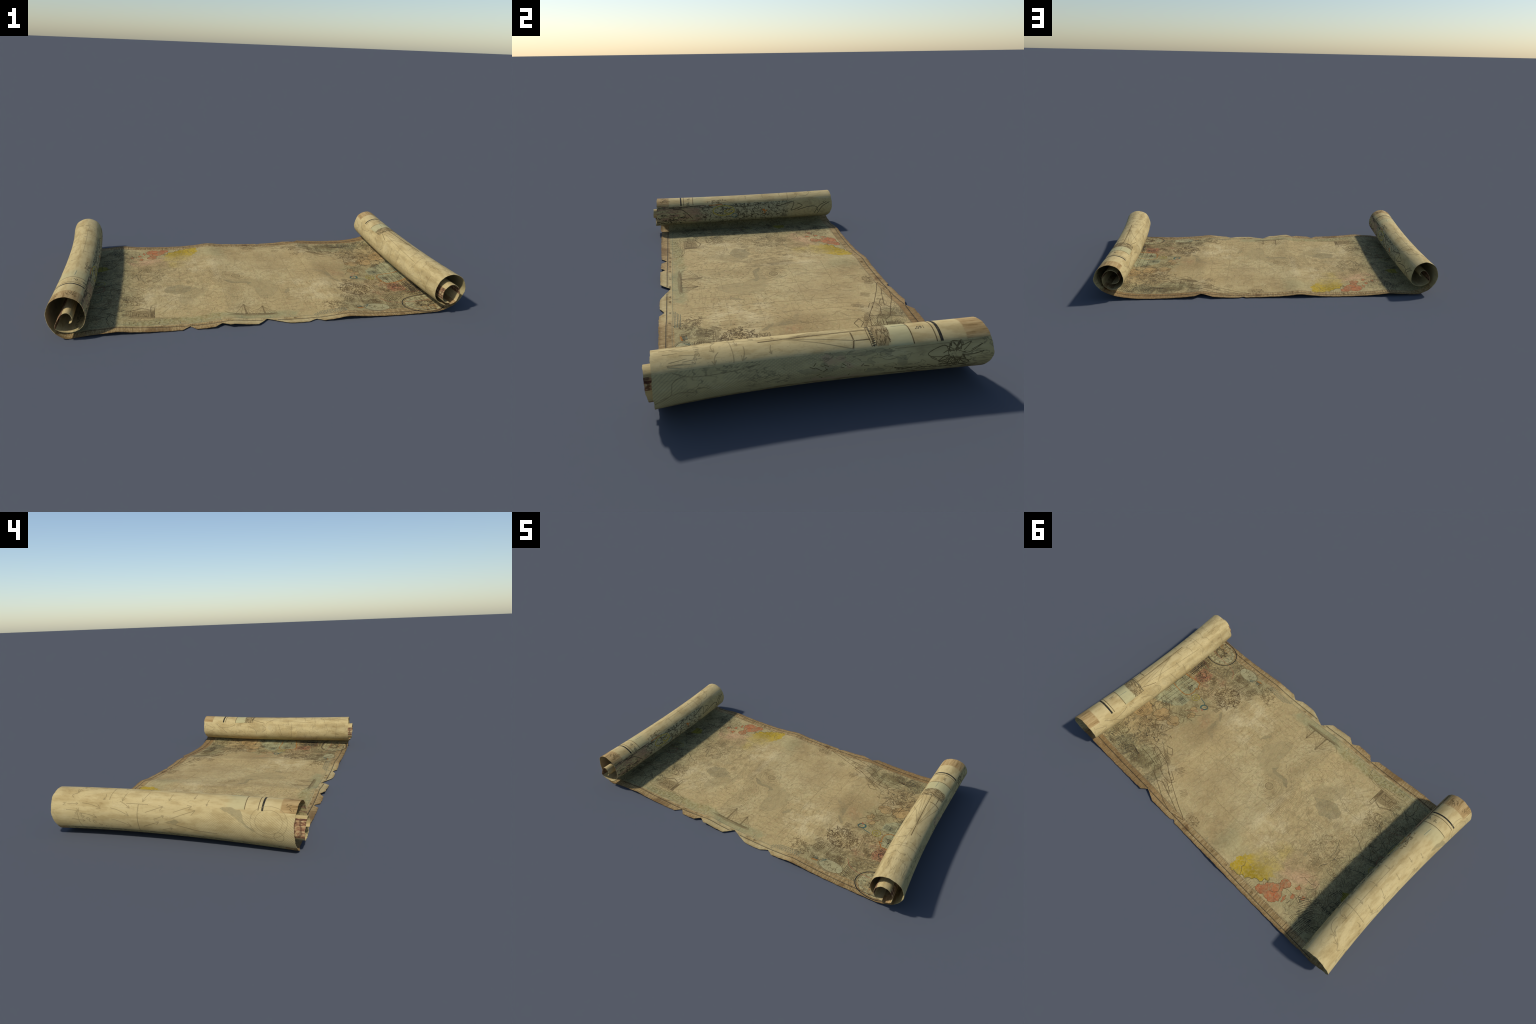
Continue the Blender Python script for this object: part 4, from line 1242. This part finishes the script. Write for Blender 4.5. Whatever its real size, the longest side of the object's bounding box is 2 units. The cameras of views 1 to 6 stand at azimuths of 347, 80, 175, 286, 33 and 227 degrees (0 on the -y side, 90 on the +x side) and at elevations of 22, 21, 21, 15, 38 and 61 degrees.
# ruined street front and other pen drawings at the right
st = Ink("building_drawing", sheet, [sepia, brown, black])
for pts in ([(0.642, 0.380), (0.578, 0.383), (0.496, 0.396), (0.462, 0.433), (0.405, 0.454), (0.286, 0.509), (0.207, 0.528)], [(0.601, 0.333), (0.525, 0.352), (0.474, 0.367), (0.444, 0.397), (0.390, 0.414), (0.337, 0.412), (0.324, 0.387)],
            [(0.582, 0.311), (0.454, 0.342), (0.324, 0.412), (0.197, 0.471), (0.132, 0.496)], [(0.132, 0.496), (0.115, 0.508), (0.14, 0.513), (0.207, 0.528)], [(0.592, 0.320), (0.56, 0.36), (0.54, 0.355)], [(0.454, 0.342), (0.462, 0.433)],
            [(0.528, 0.325), (0.535, 0.375), (0.49, 0.385)], [(0.405, 0.454), (0.37, 0.44), (0.27, 0.47), (0.18, 0.50)], [(0.39, 0.36), (0.34, 0.385), (0.345, 0.40), (0.40, 0.375)], [(0.38, 0.425), (0.35, 0.425), (0.30, 0.45)],
            [(0.722, 0.283), (0.695, 0.278), (0.700, 0.292)], [(0.66, 0.30), (0.69, 0.24), (0.74, 0.20), (0.73, 0.16)], [(0.69, 0.31), (0.64, 0.24), (0.62, 0.16)], [(0.74, 0.26), (0.68, 0.19), (0.66, 0.24), (0.60, 0.22)],
            [(0.63, 0.27), (0.70, 0.21), (0.72, 0.23)], [(0.61, 0.12), (0.65, 0.15), (0.72, 0.15), (0.77, 0.19), (0.80, 0.18)], [(0.60, 0.10), (0.63, 0.06), (0.70, 0.09), (0.71, 0.14)], [(0.53, 0.28), (0.50, 0.30), (0.47, 0.29), (0.50, 0.26), (0.54, 0.27)],
            [(0.77, 0.24), (0.80, 0.22), (0.85, 0.25)], [(0.78, 0.16), (0.81, 0.14), (0.85, 0.15)], [(0.73, 0.10), (0.76, 0.07), (0.80, 0.09), (0.84, 0.07)]):
    st.stroke(pts, 0.0026, 0)
for i in range(60):
    x, y = rng.uniform(0.58, 0.76), rng.uniform(0.20, 0.32)
    a, l = rng.uniform(0, 3.14), rng.uniform(0.01, 0.035)
    st.stroke([(x, y), (x + l * math.cos(a), y + l * math.sin(a))], 0.0022 * rng.uniform(0.6, 1.4), rng.choice((0, 2, 1)))
for i in range(7):
    a = 0.016 * i
    st.stroke([(0.56 - a * 0.3, 0.285 + a * 0.2), (0.50 - a * 0.2, 0.30 + a * 0.3), (0.44 - a * 0.2, 0.325 + a * 0.3)], 0.0014, 1)
    st.stroke([(0.60 + a * 0.2, 0.40 + a * 0.3), (0.56 + a * 0.1, 0.42 + a * 0.35), (0.50 + a * 0.3, 0.44 + a * 0.25)], 0.0015, 1)
st.build()

# land and sea of the inset maps under the right roll
pa = Ink("inset_map", sheet, [flat_ink("wash_ochre", (0.40, 0.255, 0.095), 0.35, worn=1.6), flat_ink("wash_sea", (0.325, 0.315, 0.165), 0.25, worn=1.4), black, sepia, brown, flat_ink("wash_madder", (0.30, 0.085, 0.045), 0.45, worn=2.0)])
pa.wash([(0.885, -0.055), (0.76, -0.052), (0.735, -0.075), (0.742, -0.125), (0.75, -0.16), (0.885, -0.142)], 1, 0.00008)
pa.wash([(0.905, 0.135), (0.86, 0.11), (0.80, 0.085), (0.74, 0.055), (0.70, 0.02), (0.70, -0.04), (0.77, -0.045), (0.905, -0.045)], 1, 0.00008, rough=0.12)
for pts in ([(0.905, 0.25), (0.85, 0.26), (0.80, 0.235), (0.79, 0.20), (0.82, 0.16), (0.86, 0.145), (0.905, 0.16)], [(0.78, 0.19), (0.73, 0.20), (0.70, 0.17), (0.70, 0.12), (0.735, 0.095), (0.77, 0.11), (0.79, 0.15)],
            [(0.69, 0.15), (0.655, 0.17), (0.62, 0.15), (0.615, 0.11), (0.65, 0.09), (0.685, 0.105)], [(0.62, 0.055), (0.60, 0.06), (0.585, 0.03), (0.60, 0.0), (0.625, 0.02)], [(0.65, 0.0), (0.63, 0.005), (0.615, -0.025), (0.64, -0.03)]):
    o = pa.wash(pts, 0, 0.0001, rough=0.22, levels=4)
    pa.stroke(o, 0.0018, 3, closed=True)
pa.wash([(0.822, -0.265), (0.748, -0.272), (0.728, -0.235), (0.742, -0.195), (0.77, -0.168), (0.815, -0.175)], 5, 0.0001, rough=0.08)
for i in range(60):
    x, y = rng.uniform(0.735, 0.815), rng.uniform(-0.262, -0.18)
    pa.stroke([(x, y), (x + rng.choice((0.012, 0, -0.008)), y + rng.choice((0.010, -0.008, 0)))], 0.0022, rng.choice((2, 3)))
for i in range(13):                                        # dark cross-ruled panel
    pa.stroke([(0.832 + 0.0058 * i, -0.300), (0.830 + 0.0058 * i + rng.uniform(-0.002, 0.002), -0.178)], 0.0024 * rng.uniform(0.6, 1.3), 2)
    pa.stroke([(0.828, -0.295 + 0.0092 * i), (0.905, -0.293 + 0.0092 * i)], 0.0022 * rng.uniform(0.6, 1.4), 2)
for x in (0.775, 0.802, 0.83, 0.86):                       # meridians of the inset
    pa.stroke([(x, -0.155), (x + 0.004, 0.12)], 0.0016, 2)
for y in (-0.115, -0.02, 0.05, 0.10):
    pa.stroke([(0.905, y), (0.72, y - 0.008)], 0.0013, 3)
for i in range(7):                                         # concentric frame round the compass corner
    pa.stroke([(0.690 - 0.007 * i, -0.455), (0.694 - 0.007 * i, -0.385 + 0.006 * i), (0.735 - 0.004 * i, -0.335 + 0.007 * i), (0.800, -0.312 + 0.007 * i), (0.90, -0.305 + 0.007 * i)], 0.0018 * rng.uniform(0.6, 1.4), rng.choice((2, 3, 3)))
for i in range(9):                                         # contour bands of the hill field
    k = 0.0075 * i
    pa.stroke([(0.60 + k, 0.475), (0.595 + k, 0.445 - k * 0.3), (0.625 + k, 0.415 - k * 0.2), (0.66 + k, 0.425), (0.675 + k * 0.8, 0.46)], 0.0018, rng.choice((2, 3)), smooth=True)
for pts in ([(0.640, -0.145), (0.648, -0.262), (0.585, -0.302), (0.455, -0.300)], [(0.650, -0.140), (0.660, -0.268), (0.590, -0.312), (0.46, -0.308)], [(0.62, -0.355), (0.61, -0.31)]):
    pa.stroke(pts, 0.0024, 4)
pa.build()

# coloured outlines
ou = Ink("coloured_outline", sheet, [orange, teal, olive_y, redink, black])
ou.stroke([(0.883, -0.051), (0.822, -0.047), (0.762, -0.047), (0.735, -0.068), (0.730, -0.098), (0.738, -0.126)], 0.0040, 0, smooth=True)
ou.stroke([(0.738, -0.126), (0.725, -0.132), (0.742, -0.150), (0.751, -0.168), (0.796, -0.167), (0.825, -0.160), (0.90, -0.144)], 0.0045, 0)
ou.stroke([(0.745, -0.150), (0.752, -0.172), (0.80, -0.171)], 0.0035, 3)
ou.circle((0.688, -0.078), 0.023, 0.0036, 2)
ou.circle((0.686, -0.080), 0.008, 0.004, 2, n=12)
ou.circle((0.594, -0.066), 0.021, 0.0085, 1, ry=0.016, rot=30)
ou.stroke([(0.607, -0.080), (0.622, -0.090), (0.640, -0.093), (0.660, -0.098)], 0.004, 1)
ou.circle((0.785, -0.226), 0.022, 0.0024, 4)
ou.circle((0.783, -0.228), 0.009, 0.003, 3)
ou.stroke([(0.60, -0.048), (0.585, -0.040), (0.590, -0.052)], 0.006, 3)
ou.stroke([(0.885, -0.308), (0.845, -0.300), (0.80, -0.288)], 0.005, 3)
ou.stroke([(0.66, 0.03), (0.64, 0.01), (0.62, 0.0)], 0.0022, 3)
ou.circle((-0.83, -0.16), 0.035, 0.002, 1, ry=0.05)
ou.stroke([(-0.84, -0.06), (-0.80, -0.03), (-0.79, -0.08), (-0.83, -0.10)], 0.0022, 3, smooth=True)
ou.stroke([(-0.86, -0.27), (-0.80, -0.25), (-0.74, -0.22)], 0.0018, 3, smooth=True)
ou.stroke([(-0.86, 0.03), (-0.80, 0.03), (-0.79, 0.0), (-0.82, -0.02), (-0.86, -0.02)], 0.0026, 2, smooth=True)
for i in range(26):
    x, y = rng.uniform(0.735, 0.86), rng.uniform(-0.155, -0.055)
    ou.stroke([(x, y), (x - rng.uniform(0.004, 0.012), y)], 0.0024, 4)
ou.build()

# lettering on the map
le = Ink("map_lettering", sheet, [black, sepia, faint])
le.text("BEAUFORT", (-0.755, 0.323), 0.021, 0, 0, 1.15)
le.text("SEA", (-0.795, 0.295), 0.020, 0, 0, 1.4)
for i, ch in enumerate("CHINE"):
    le.text(ch, (0.770 + 0.017 * i, 0.040 + 0.004 * i), 0.016, 1)
for i in range(14):
    le.stroke([(-0.135 + 0.0105 * i, -0.252), (-0.130 + 0.0105 * i, -0.252 + 0.008 * (i % 3 == 0) + 0.002)], 0.0024, 2)
for i in range(10):
    le.stroke([(-0.250 + 0.0095 * i, -0.229 - 0.0028 * i), (-0.247 + 0.0095 * i, -0.222 - 0.0028 * i)], 0.0026, 2)
for i in range(9):
    le.stroke([(0.27 + 0.010 * i, -0.10), (0.273 + 0.010 * i, -0.092 + 0.003 * (i % 2))], 0.0024, 2)
le.build()

# currents: little arrows over the ocean
ar = Ink("current_arrow", sheet, [faint, brown])
land_box = lambda x, y: -0.04 < x < 0.14 and -0.25 < y < -0.02
for i in range(26):
    for j in range(14):
        x, y = -0.30 + 0.030 * i + rng.uniform(-0.009, 0.009), -0.40 + 0.028 * j + rng.uniform(-0.008, 0.008)
        if land_box(x, y) or x > 0.45 or (x > 0.33 and y < -0.31) or (-0.22 < x < 0.08 and y < -0.36) or (y > -0.1 and x < -0.16) or rng.random() < 0.25:
            continue
        if x > 0.22:
            a = 1.57 * rng.choice((1, -1)) + rng.uniform(-0.5, 0.5)
        elif x > -0.02:
            a = math.pi + rng.uniform(-0.25, 0.25)
        else:
            a = math.atan2(y + 0.22, x + 0.22) + 1.57 + rng.uniform(-0.4, 0.4)
        ar.arrow((x, y), a, rng.uniform(0.017, 0.030), 0.0014, 0, rng.uniform(-0.25, 0.25))
ar.build("stuff")

# rosette with streaks in the middle of the sheet
ro = Ink("rosette_drawing", sheet, [faint, brown])
for r, w, s in ((0.016, 0.0014, 0), (0.021, 0.002, 0), (0.024, 0.0024, 1), (0.036, 0.0014, 0), (0.045, 0.0016, 0)):
    ro.circle((-0.077, 0.035), r, w, s, ry=r * 0.85)
for i in range(7):
    a = 2 * math.pi * i / 7
    ro.circle((-0.077 + 0.009 * math.cos(a), 0.035 + 0.008 * math.sin(a)), 0.004, 0.0012, 0, n=10)
for pts in ([(-0.03, 0.06), (-0.045, 0.09), (-0.075, 0.10), (-0.115, 0.08)], [(-0.025, 0.03), (-0.03, 0.075), (-0.06, 0.11)], [(-0.03, 0.02), (-0.12, -0.02), (-0.15, 0.05), (-0.14, 0.10)], [(-0.055, 0.055), (-0.05, 0.075), (-0.035, 0.065), (-0.042, 0.045)], [(-0.125, 0.0), (-0.135, 0.06), (-0.12, 0.11)]):
    ro.stroke(pts, 0.0020, 0, smooth=True)
ro.build()

# ------------------------------------------------------------------ ink on the rolls
for side in ("right", "left"):
    par, k = rolls[side], (1 if side == "right" else -1)
    kb = roll_ink(f"roll_ink_black_{side}", side, "top", (0.018, 0.017, 0.013), 0.0)
    ks = roll_ink(f"roll_ink_sepia_{side}", side, "top", (0.10, 0.065, 0.025), 0.12)
    kf = roll_ink(f"roll_ink_faint_{side}", side, "top", (0.16, 0.12, 0.055), 0.50)
    kw = roll_ink(f"roll_wash_{side}", side, "top", (0.19, 0.125, 0.05), 0.42)
    kt = roll_ink(f"roll_ink_teal_{side}", side, "top", (0.10, 0.15, 0.11), 0.2)
    ru = Ink("ruled_line", par, [kb, ks, kt], side)
    span = [(a, None) for a in np.linspace(128.5, 232, 24)]
    lines = ((0.390, 0.0095, 0), (0.3735, 0.0036, 1), (0.2965, 0.0036, 1)) if side == "right" else ((0.391, 0.0078, 0), (0.3745, 0.0030, 1), (0.3185, 0.0034, 1))
    for y, w, s in lines:
        ru.stroke([(a, k * y) for a, _ in span], w, s)
    ru.stroke([(186, k * 0.296), (188, k * 0.245)], 0.0022, 2)
    ru.build()
    fg = Ink("roll_figure", par, [kb], side)
    if side == "right":
        fg.text("160°", (172, 0.333), 0.019, 0, 90, mirror=True)
    else:
        fg.text("0°", (194, -0.346), 0.024, 0, 0, mirror=True)
        fg.text("30°", (224, -0.350), 0.024, 0, 0, mirror=True)
    fg.build()
    dr = Ink("roll_drawing", par, [ks, kf, kw, kb], side)
    if side == "right":
        # enlarged ship: hull, masts, stays
        dr.wash([(130, 0.212), (160, 0.226), (200, 0.228), (231, 0.214), (231, 0.180), (205, 0.180), (170, 0.172), (130, 0.176)], 2, rough=0.05)
        for i in range(120):
            a, y = rng.uniform(130, 230), rng.uniform(0.165, 0.224)
            dr.stroke([(a, y), (min(231, a + rng.uniform(3, 14)), y + rng.uniform(-0.007, 0.007))], 0.0026 * rng.uniform(0.6, 1.3), 0)
        dr.stroke([(131, 0.166), (170, 0.163), (205, 0.172), (231, 0.186)], 0.0034, 0, smooth=True)
        dr.stroke([(131, 0.158), (170, 0.154), (205, 0.163), (228, 0.174)], 0.0024, 0, smooth=True)
        for a in np.arange(133, 228, 5.5):
            dr.stroke([(a, 0.160), (a + 2, 0.172)], 0.0024, 3)
        dr.stroke([(181, 0.160), (178, 0.02), (175, -0.110), (173, -0.197)], 0.0036, 0)
        dr.stroke([(186, 0.160), (182, 0.02), (177, -0.110)], 0.0022, 1)
        for a in ((130, 0.100), (150, 0.112), (200, 0.158), (214, 0.150)):
            dr.stroke([a, ((a[0] + 176) / 2, a[1] * 0.5 - 0.055), (175, -0.12)], 0.0026, 1)
        dr.stroke([(232, 0.062), (222, 0.040), (200, -0.005), (180, -0.095)], 0.0030, 1, smooth=True)
        dr.stroke([(228, 0.052), (215, 0.025), (198, -0.010), (178, -0.100)], 0.0024, 1, smooth=True)
        dr.stroke([(176, 0.102), (150, 0.104), (130, 0.096)], 0.0044, 0)
        dr.stroke([(150, 0.104), (150, 0.158)], 0.0030, 0)
        dr.stroke([(231, 0.074), (222, 0.120), (214, 0.158)], 0.0026, 0)
        for a, y, d, l, b in ((205, -0.215, 2.9, 0.050, 0.15), (187, -0.262, 3.1, 0.044, 0.2), (149, -0.248, 3.3, 0.05, -0.1), (212, -0.342, 2.5, 0.05, 0.25), (176, -0.332, 3.2, 0.045, 0.25), (144, -0.328, 3.5, 0.04, 0.15),
                              (192, -0.150, 2.9, 0.03, 0), (224, -0.10, 3.0, 0.03, 0), (150, -0.16, 3.2, 0.03, 0.1)):
            dr.arrow((a, y), d, l, 0.0028, 1, b)
        dr.stroke([(231, -0.296), (200, -0.288), (181, -0.284), (147, -0.277), (129, -0.278)], 0.0030, 1, smooth=True)
        dr.stroke([(229, -0.292), (222, -0.16), (209, 0.116)], 0.0024, 1)
        dr.stroke([(190, -0.30), (178, -0.10)], 0.0020, 1)
        for i, ch in enumerate("railinges"):
            dr.text(ch, (208 - 8.4 * i, -0.398 + 0.012 * math.sin(math.pi * i / 8)), 0.026, 1, 180)
        for i in range(16):
            a, y = rng.uniform(135, 225), rng.uniform(-0.50, -0.42)
            dr.stroke([(a, y), (a + rng.uniform(-6, 6), y + rng.uniform(0.03, 0.06))], 0.0022, 1, taper=True)
    else:
        for a, y, d, l, b in ((195, 0.116, 0.0, 0.044, 0.1), (147, 0.118, 0.35, 0.055, 0), (190, 0.225, 0.1, 0.040, 0.1), (144, 0.215, 0.2, 0.05, 0), (139, 0.307, 0.1, 0.03, 0.2), (192, 0.385, 0.9, 0.09, -0.3), (170, 0.41, 0.8, 0.08, -0.25),
                              (201, 0.006, 0.1, 0.035, 0), (150, 0.006, 0.2, 0.038, 0), (205, 0.31, 0.5, 0.07, -0.3), (160, -0.1, 0.2, 0.03, 0), (140, -0.16, 0.2, 0.03, 0)):
            dr.arrow((a, y), math.pi - d, l, 0.0030, 1, b)
        dr.stroke([(232, 0.269), (200, 0.272), (179, 0.275), (150, 0.279), (129, 0.280)], 0.0032, 1, smooth=True)
        dr.stroke([(185, 0.36), (187, -0.02)], 0.0020, 1)
        dr.stroke([(150, 0.44), (140, 0.46), (132, 0.45)], 0.003, 1, smooth=True)
        for i in range(60):
            a, y = rng.gauss(219, 7), rng.gauss(-0.165, 0.032)
            if a < 231:
                dr.stroke([(a, y), (min(231.5, a + rng.uniform(-7, 7)), y + rng.uniform(-0.014, 0.014))], 0.0024 * rng.uniform(0.6, 1.3), rng.choice((0, 1, 0)))
        for i in range(16):
            a, y = rng.uniform(131, 228), rng.uniform(-0.52, -0.47)
            dr.stroke([(a, y), (min(231, a + rng.uniform(-4, 14)), y + rng.uniform(-0.03, 0.03))], 0.0022, 0)
    dr.build()

    # outer lower band
    lb = [roll_ink(f"band_ink_dark_{side}", side, "lower", (0.085, 0.06, 0.022), 0.15), roll_ink(f"band_ink_faint_{side}", side, "lower", (0.165, 0.125, 0.058), 0.48), roll_ink(f"band_wash_grey_{side}", side, "lower", (0.19, 0.165, 0.085), 0.52)]
    ob = Ink("outer_band_drawing", par, lb, side)
    if side == "right":
        # scrolling leaf ornament near the back end
        c0 = (94, 0.435)
        for i in range(26):
            a = 2 * math.pi * i / 26 + rng.uniform(-0.25, 0.25)
            rr = rng.uniform(0.03, 0.115)
            ex, ey = math.cos(a), math.sin(a)
            pts = [(c0[0] + 725 * 0.018 * ex, c0[1] + 0.018 * ey), (c0[0] + 725 * rr * 0.45 * math.cos(a + 0.28), c0[1] + rr * 0.9 * 0.6 * math.sin(a + 0.28)),
                   (c0[0] + 725 * min(rr, 0.045) * ex, c0[1] + rr * ey), (c0[0] + 725 * min(rr, 0.045) * 0.55 * math.cos(a - 0.3), c0[1] + rr * 0.6 * math.sin(a - 0.3)), (c0[0] + 725 * 0.012 * math.cos(a - 0.2), c0[1] + 0.016 * math.sin(a - 0.2))]
            ob.stroke([(min(max(p[0], 40), 126), min(p[1], 0.55)) for p in [(q[0] + rng.uniform(-7, 7), q[1] + rng.uniform(-0.012, 0.012)) for q in pts[:rng.choice((3, 4, 5))]]], 0.0029 * rng.uniform(0.6, 1.2), 0, smooth=True)
        for i in range(22):
            y0, a0 = rng.uniform(0.28, 0.53), rng.uniform(44, 72)
            ob.stroke([(a0, y0), (a0 + rng.uniform(-6, 6), y0 - 0.03), (a0 + rng.uniform(-8, 8), y0 - 0.06)], 0.0028, 0, smooth=True)
        ob.wash([(126, 0.02), (126, 0.16), (118, 0.22), (108, 0.215), (112, 0.13), (118, 0.06)], 2, rough=0.14)
        ob.wash([(102, 0.235), (106, 0.26), (84, 0.27), (78, 0.255), (88, 0.235)], 2, rough=0.16)
        ob.wash([(96, -0.09), (110, 0.00), (98, 0.06), (86, 0.02), (82, -0.06)], 2, rough=0.16)
        ob.wash([(84, 0.14), (72, 0.20), (62, 0.19), (70, 0.13)], 2, rough=0.16)
        for i in range(20):
            a, y = rng.uniform(60, 104), rng.uniform(-0.05, 0.14)
            ob.stroke([(a, y), (a + rng.uniform(-8, 8), y + rng.uniform(-0.02, 0.02))], 0.0022, 0)
        for pts in ([(125, -0.46), (112, -0.40), (112, -0.30), (120, -0.20)], [(60, -0.52), (80, -0.47), (106, -0.46), (118, -0.42)], [(72, -0.50), (84, -0.44), (78, -0.40)], [(122, 0.23), (123, 0.40), (124, 0.53)]):
            ob.stroke(pts, 0.0026, 1, smooth=True)
    else:
        for a, y, d, l, b in ((108, 0.362, 2.9, 0.09, 0.05), (116, 0.207, 2.6, 0.055, 0.05), (93, 0.230, 2.8, 0.09, 0.05), (107, 0.072, 3.5, 0.085, 0), (114, -0.055, 3.5, 0.085, 0), (99, -0.06, 3.5, 0.11, 0), (77, 0.379, 2.9, 0.08, 0.05), (57, 0.23, 2.8, 0.09, 0.05), (60, 0.09, 3.5, 0.08, 0),
                              (92, 0.45, 3.1, 0.06, 0), (60, 0.43, 3.0, 0.06, 0), (112, 0.45, 3.2, 0.05, 0), (84, 0.05, 3.5, 0.05, 0), (48, 0.02, 3.4, 0.05, 0)):
            ob.arrow((a, y), d + math.pi / 2, l, 0.0026, 1, b, 0.22)
        ob.stroke([(122, 0.144), (85, 0.148), (50, 0.152), (33, 0.155)], 0.0040, 1, smooth=True)
        ob.stroke([(100, 0.42), (60, 0.43), (33, 0.425)], 0.0026, 1, smooth=True)
        ob.stroke([(121, 0.20), (121, 0.10)], 0.0028, 1)
        for i, ch in enumerate("Trubga"):
            ob.text(ch, (36 + 8.8 * i, 0.305 + 0.025 * i), 0.036, 1, 125, mirror=True)
        ob.wash([(126, -0.215), (126, -0.300), (112, -0.312), (92, -0.322), (74, -0.360), (66, -0.372), (80, -0.330), (100, -0.288), (112, -0.262), (118, -0.235)], 2, rough=0.12)
        ob.wash([(70, 0.025), (80, -0.03), (74, -0.05), (64, -0.01)], 2, rough=0.15)
        ob.stroke([(70, 0.02), (60, -0.06), (52, -0.12), (50, -0.2)], 0.0034, 1, smooth=True)
        for r in (0.055, 0.075):
            ob.circle((100, -0.42), r * 0.8, 0.0016, 1, ry=r)
        ob.circle((62, -0.46), 0.018, 0.0024, 1, ry=0.02)
        ob.text("N", (111, 0.49), 0.02, 1)
    ob.build()

    # band turning in over the sheet
    ib = [roll_ink(f"inward_ink_dark_{side}", side, "inward", (0.05, 0.04, 0.02), 0.05), roll_ink(f"inward_ink_faint_{side}", side, "inward", (0.15, 0.115, 0.06), 0.35)]
    if side == "left":
        ib += [roll_ink("inward_ink_yellow", side, "inward", (0.34, 0.27, 0.02), 0.1), roll_ink("inward_ink_orange", side, "inward", (0.42, 0.14, 0.02), 0.1), roll_ink("inward_ink_teal", side, "inward", (0.03, 0.11, 0.12), 0.1)]
    nb = Ink("inward_band_drawing", par, ib, side)
    if side == "left":
        nb.stroke([(236, -0.22), (235, -0.14)], 0.0046, 3)
        nb.circle((263, -0.135), 0.030, 0.0048, 2, ry=0.065)
        nb.circle((268, -0.10), 0.012, 0.0040, 2, ry=0.03)
        nb.wash([(266, 0.10), (276, 0.11), (276, 0.125), (266, 0.12)], 3)
        nb.stroke([(270, 0.135), (286, 0.115)], 0.005, 3)
        nb.circle((288, -0.07), 0.012, 0.0036, 4, ry=0.016)
        for pts in ([(247, -0.44), (250, -0.39), (266, -0.36), (292, -0.325)], [(240, -0.10), (250, 0.0), (240, 0.10)], [(258, 0.20), (240, 0.30), (262, 0.30), (280, 0.29), (262, 0.36), (248, 0.33)], [(280, 0.33), (268, 0.40), (270, 0.45), (290, 0.46)],
                    [(300, -0.02), (288, 0.05), (262, 0.04)], [(250, 0.52), (268, 0.47), (300, 0.44)], [(252, 0.54), (272, 0.49), (304, 0.46)]):
            nb.stroke(pts, 0.0034, 0, smooth=True)
        for i in range(90):
            a, y = rng.uniform(268, 312), rng.uniform(-0.53, -0.36)
            nb.stroke([(a, y), (a + rng.uniform(-5, 5), y + rng.uniform(-0.02, 0.02))], 0.0030, 0)
        for i in range(240):
            a, y = rng.uniform(235, 300), rng.uniform(-0.30, 0.27)
            nb.stroke([(a, y), (max(234, a + rng.uniform(-7, 7)), y + rng.uniform(-0.016, 0.016))], 0.0022 * rng.uniform(0.6, 1.5), rng.choice((0, 0, 1)))
        for i in range(26):
            a, y = rng.uniform(235, 246), rng.uniform(-0.53, -0.24)
            nb.stroke([(a, y), (a + rng.uniform(-0.8, 1.5), y + rng.uniform(0.03, 0.08))], 0.0018, 0)
        nb.text("V", (250, 0.50), 0.02, 0)
    else:
        for pts in ([(240, 0.45), (262, 0.40), (255, 0.33), (244, 0.30)], [(262, 0.40), (290, 0.36)], [(246, 0.20), (270, 0.14), (290, 0.13)], [(237, -0.03), (300, -0.06)], [(250, 0.52), (270, 0.46), (285, 0.50)], [(240, 0.09), (262, 0.06), (280, 0.09)]):
            nb.stroke(pts, 0.0024, 1, smooth=True)
        nb.stroke([(236, -0.128), (305, -0.128)], 0.0022, 1)
        nb.stroke([(236, -0.445), (305, -0.44)], 0.0018, 1)
    nb.build()
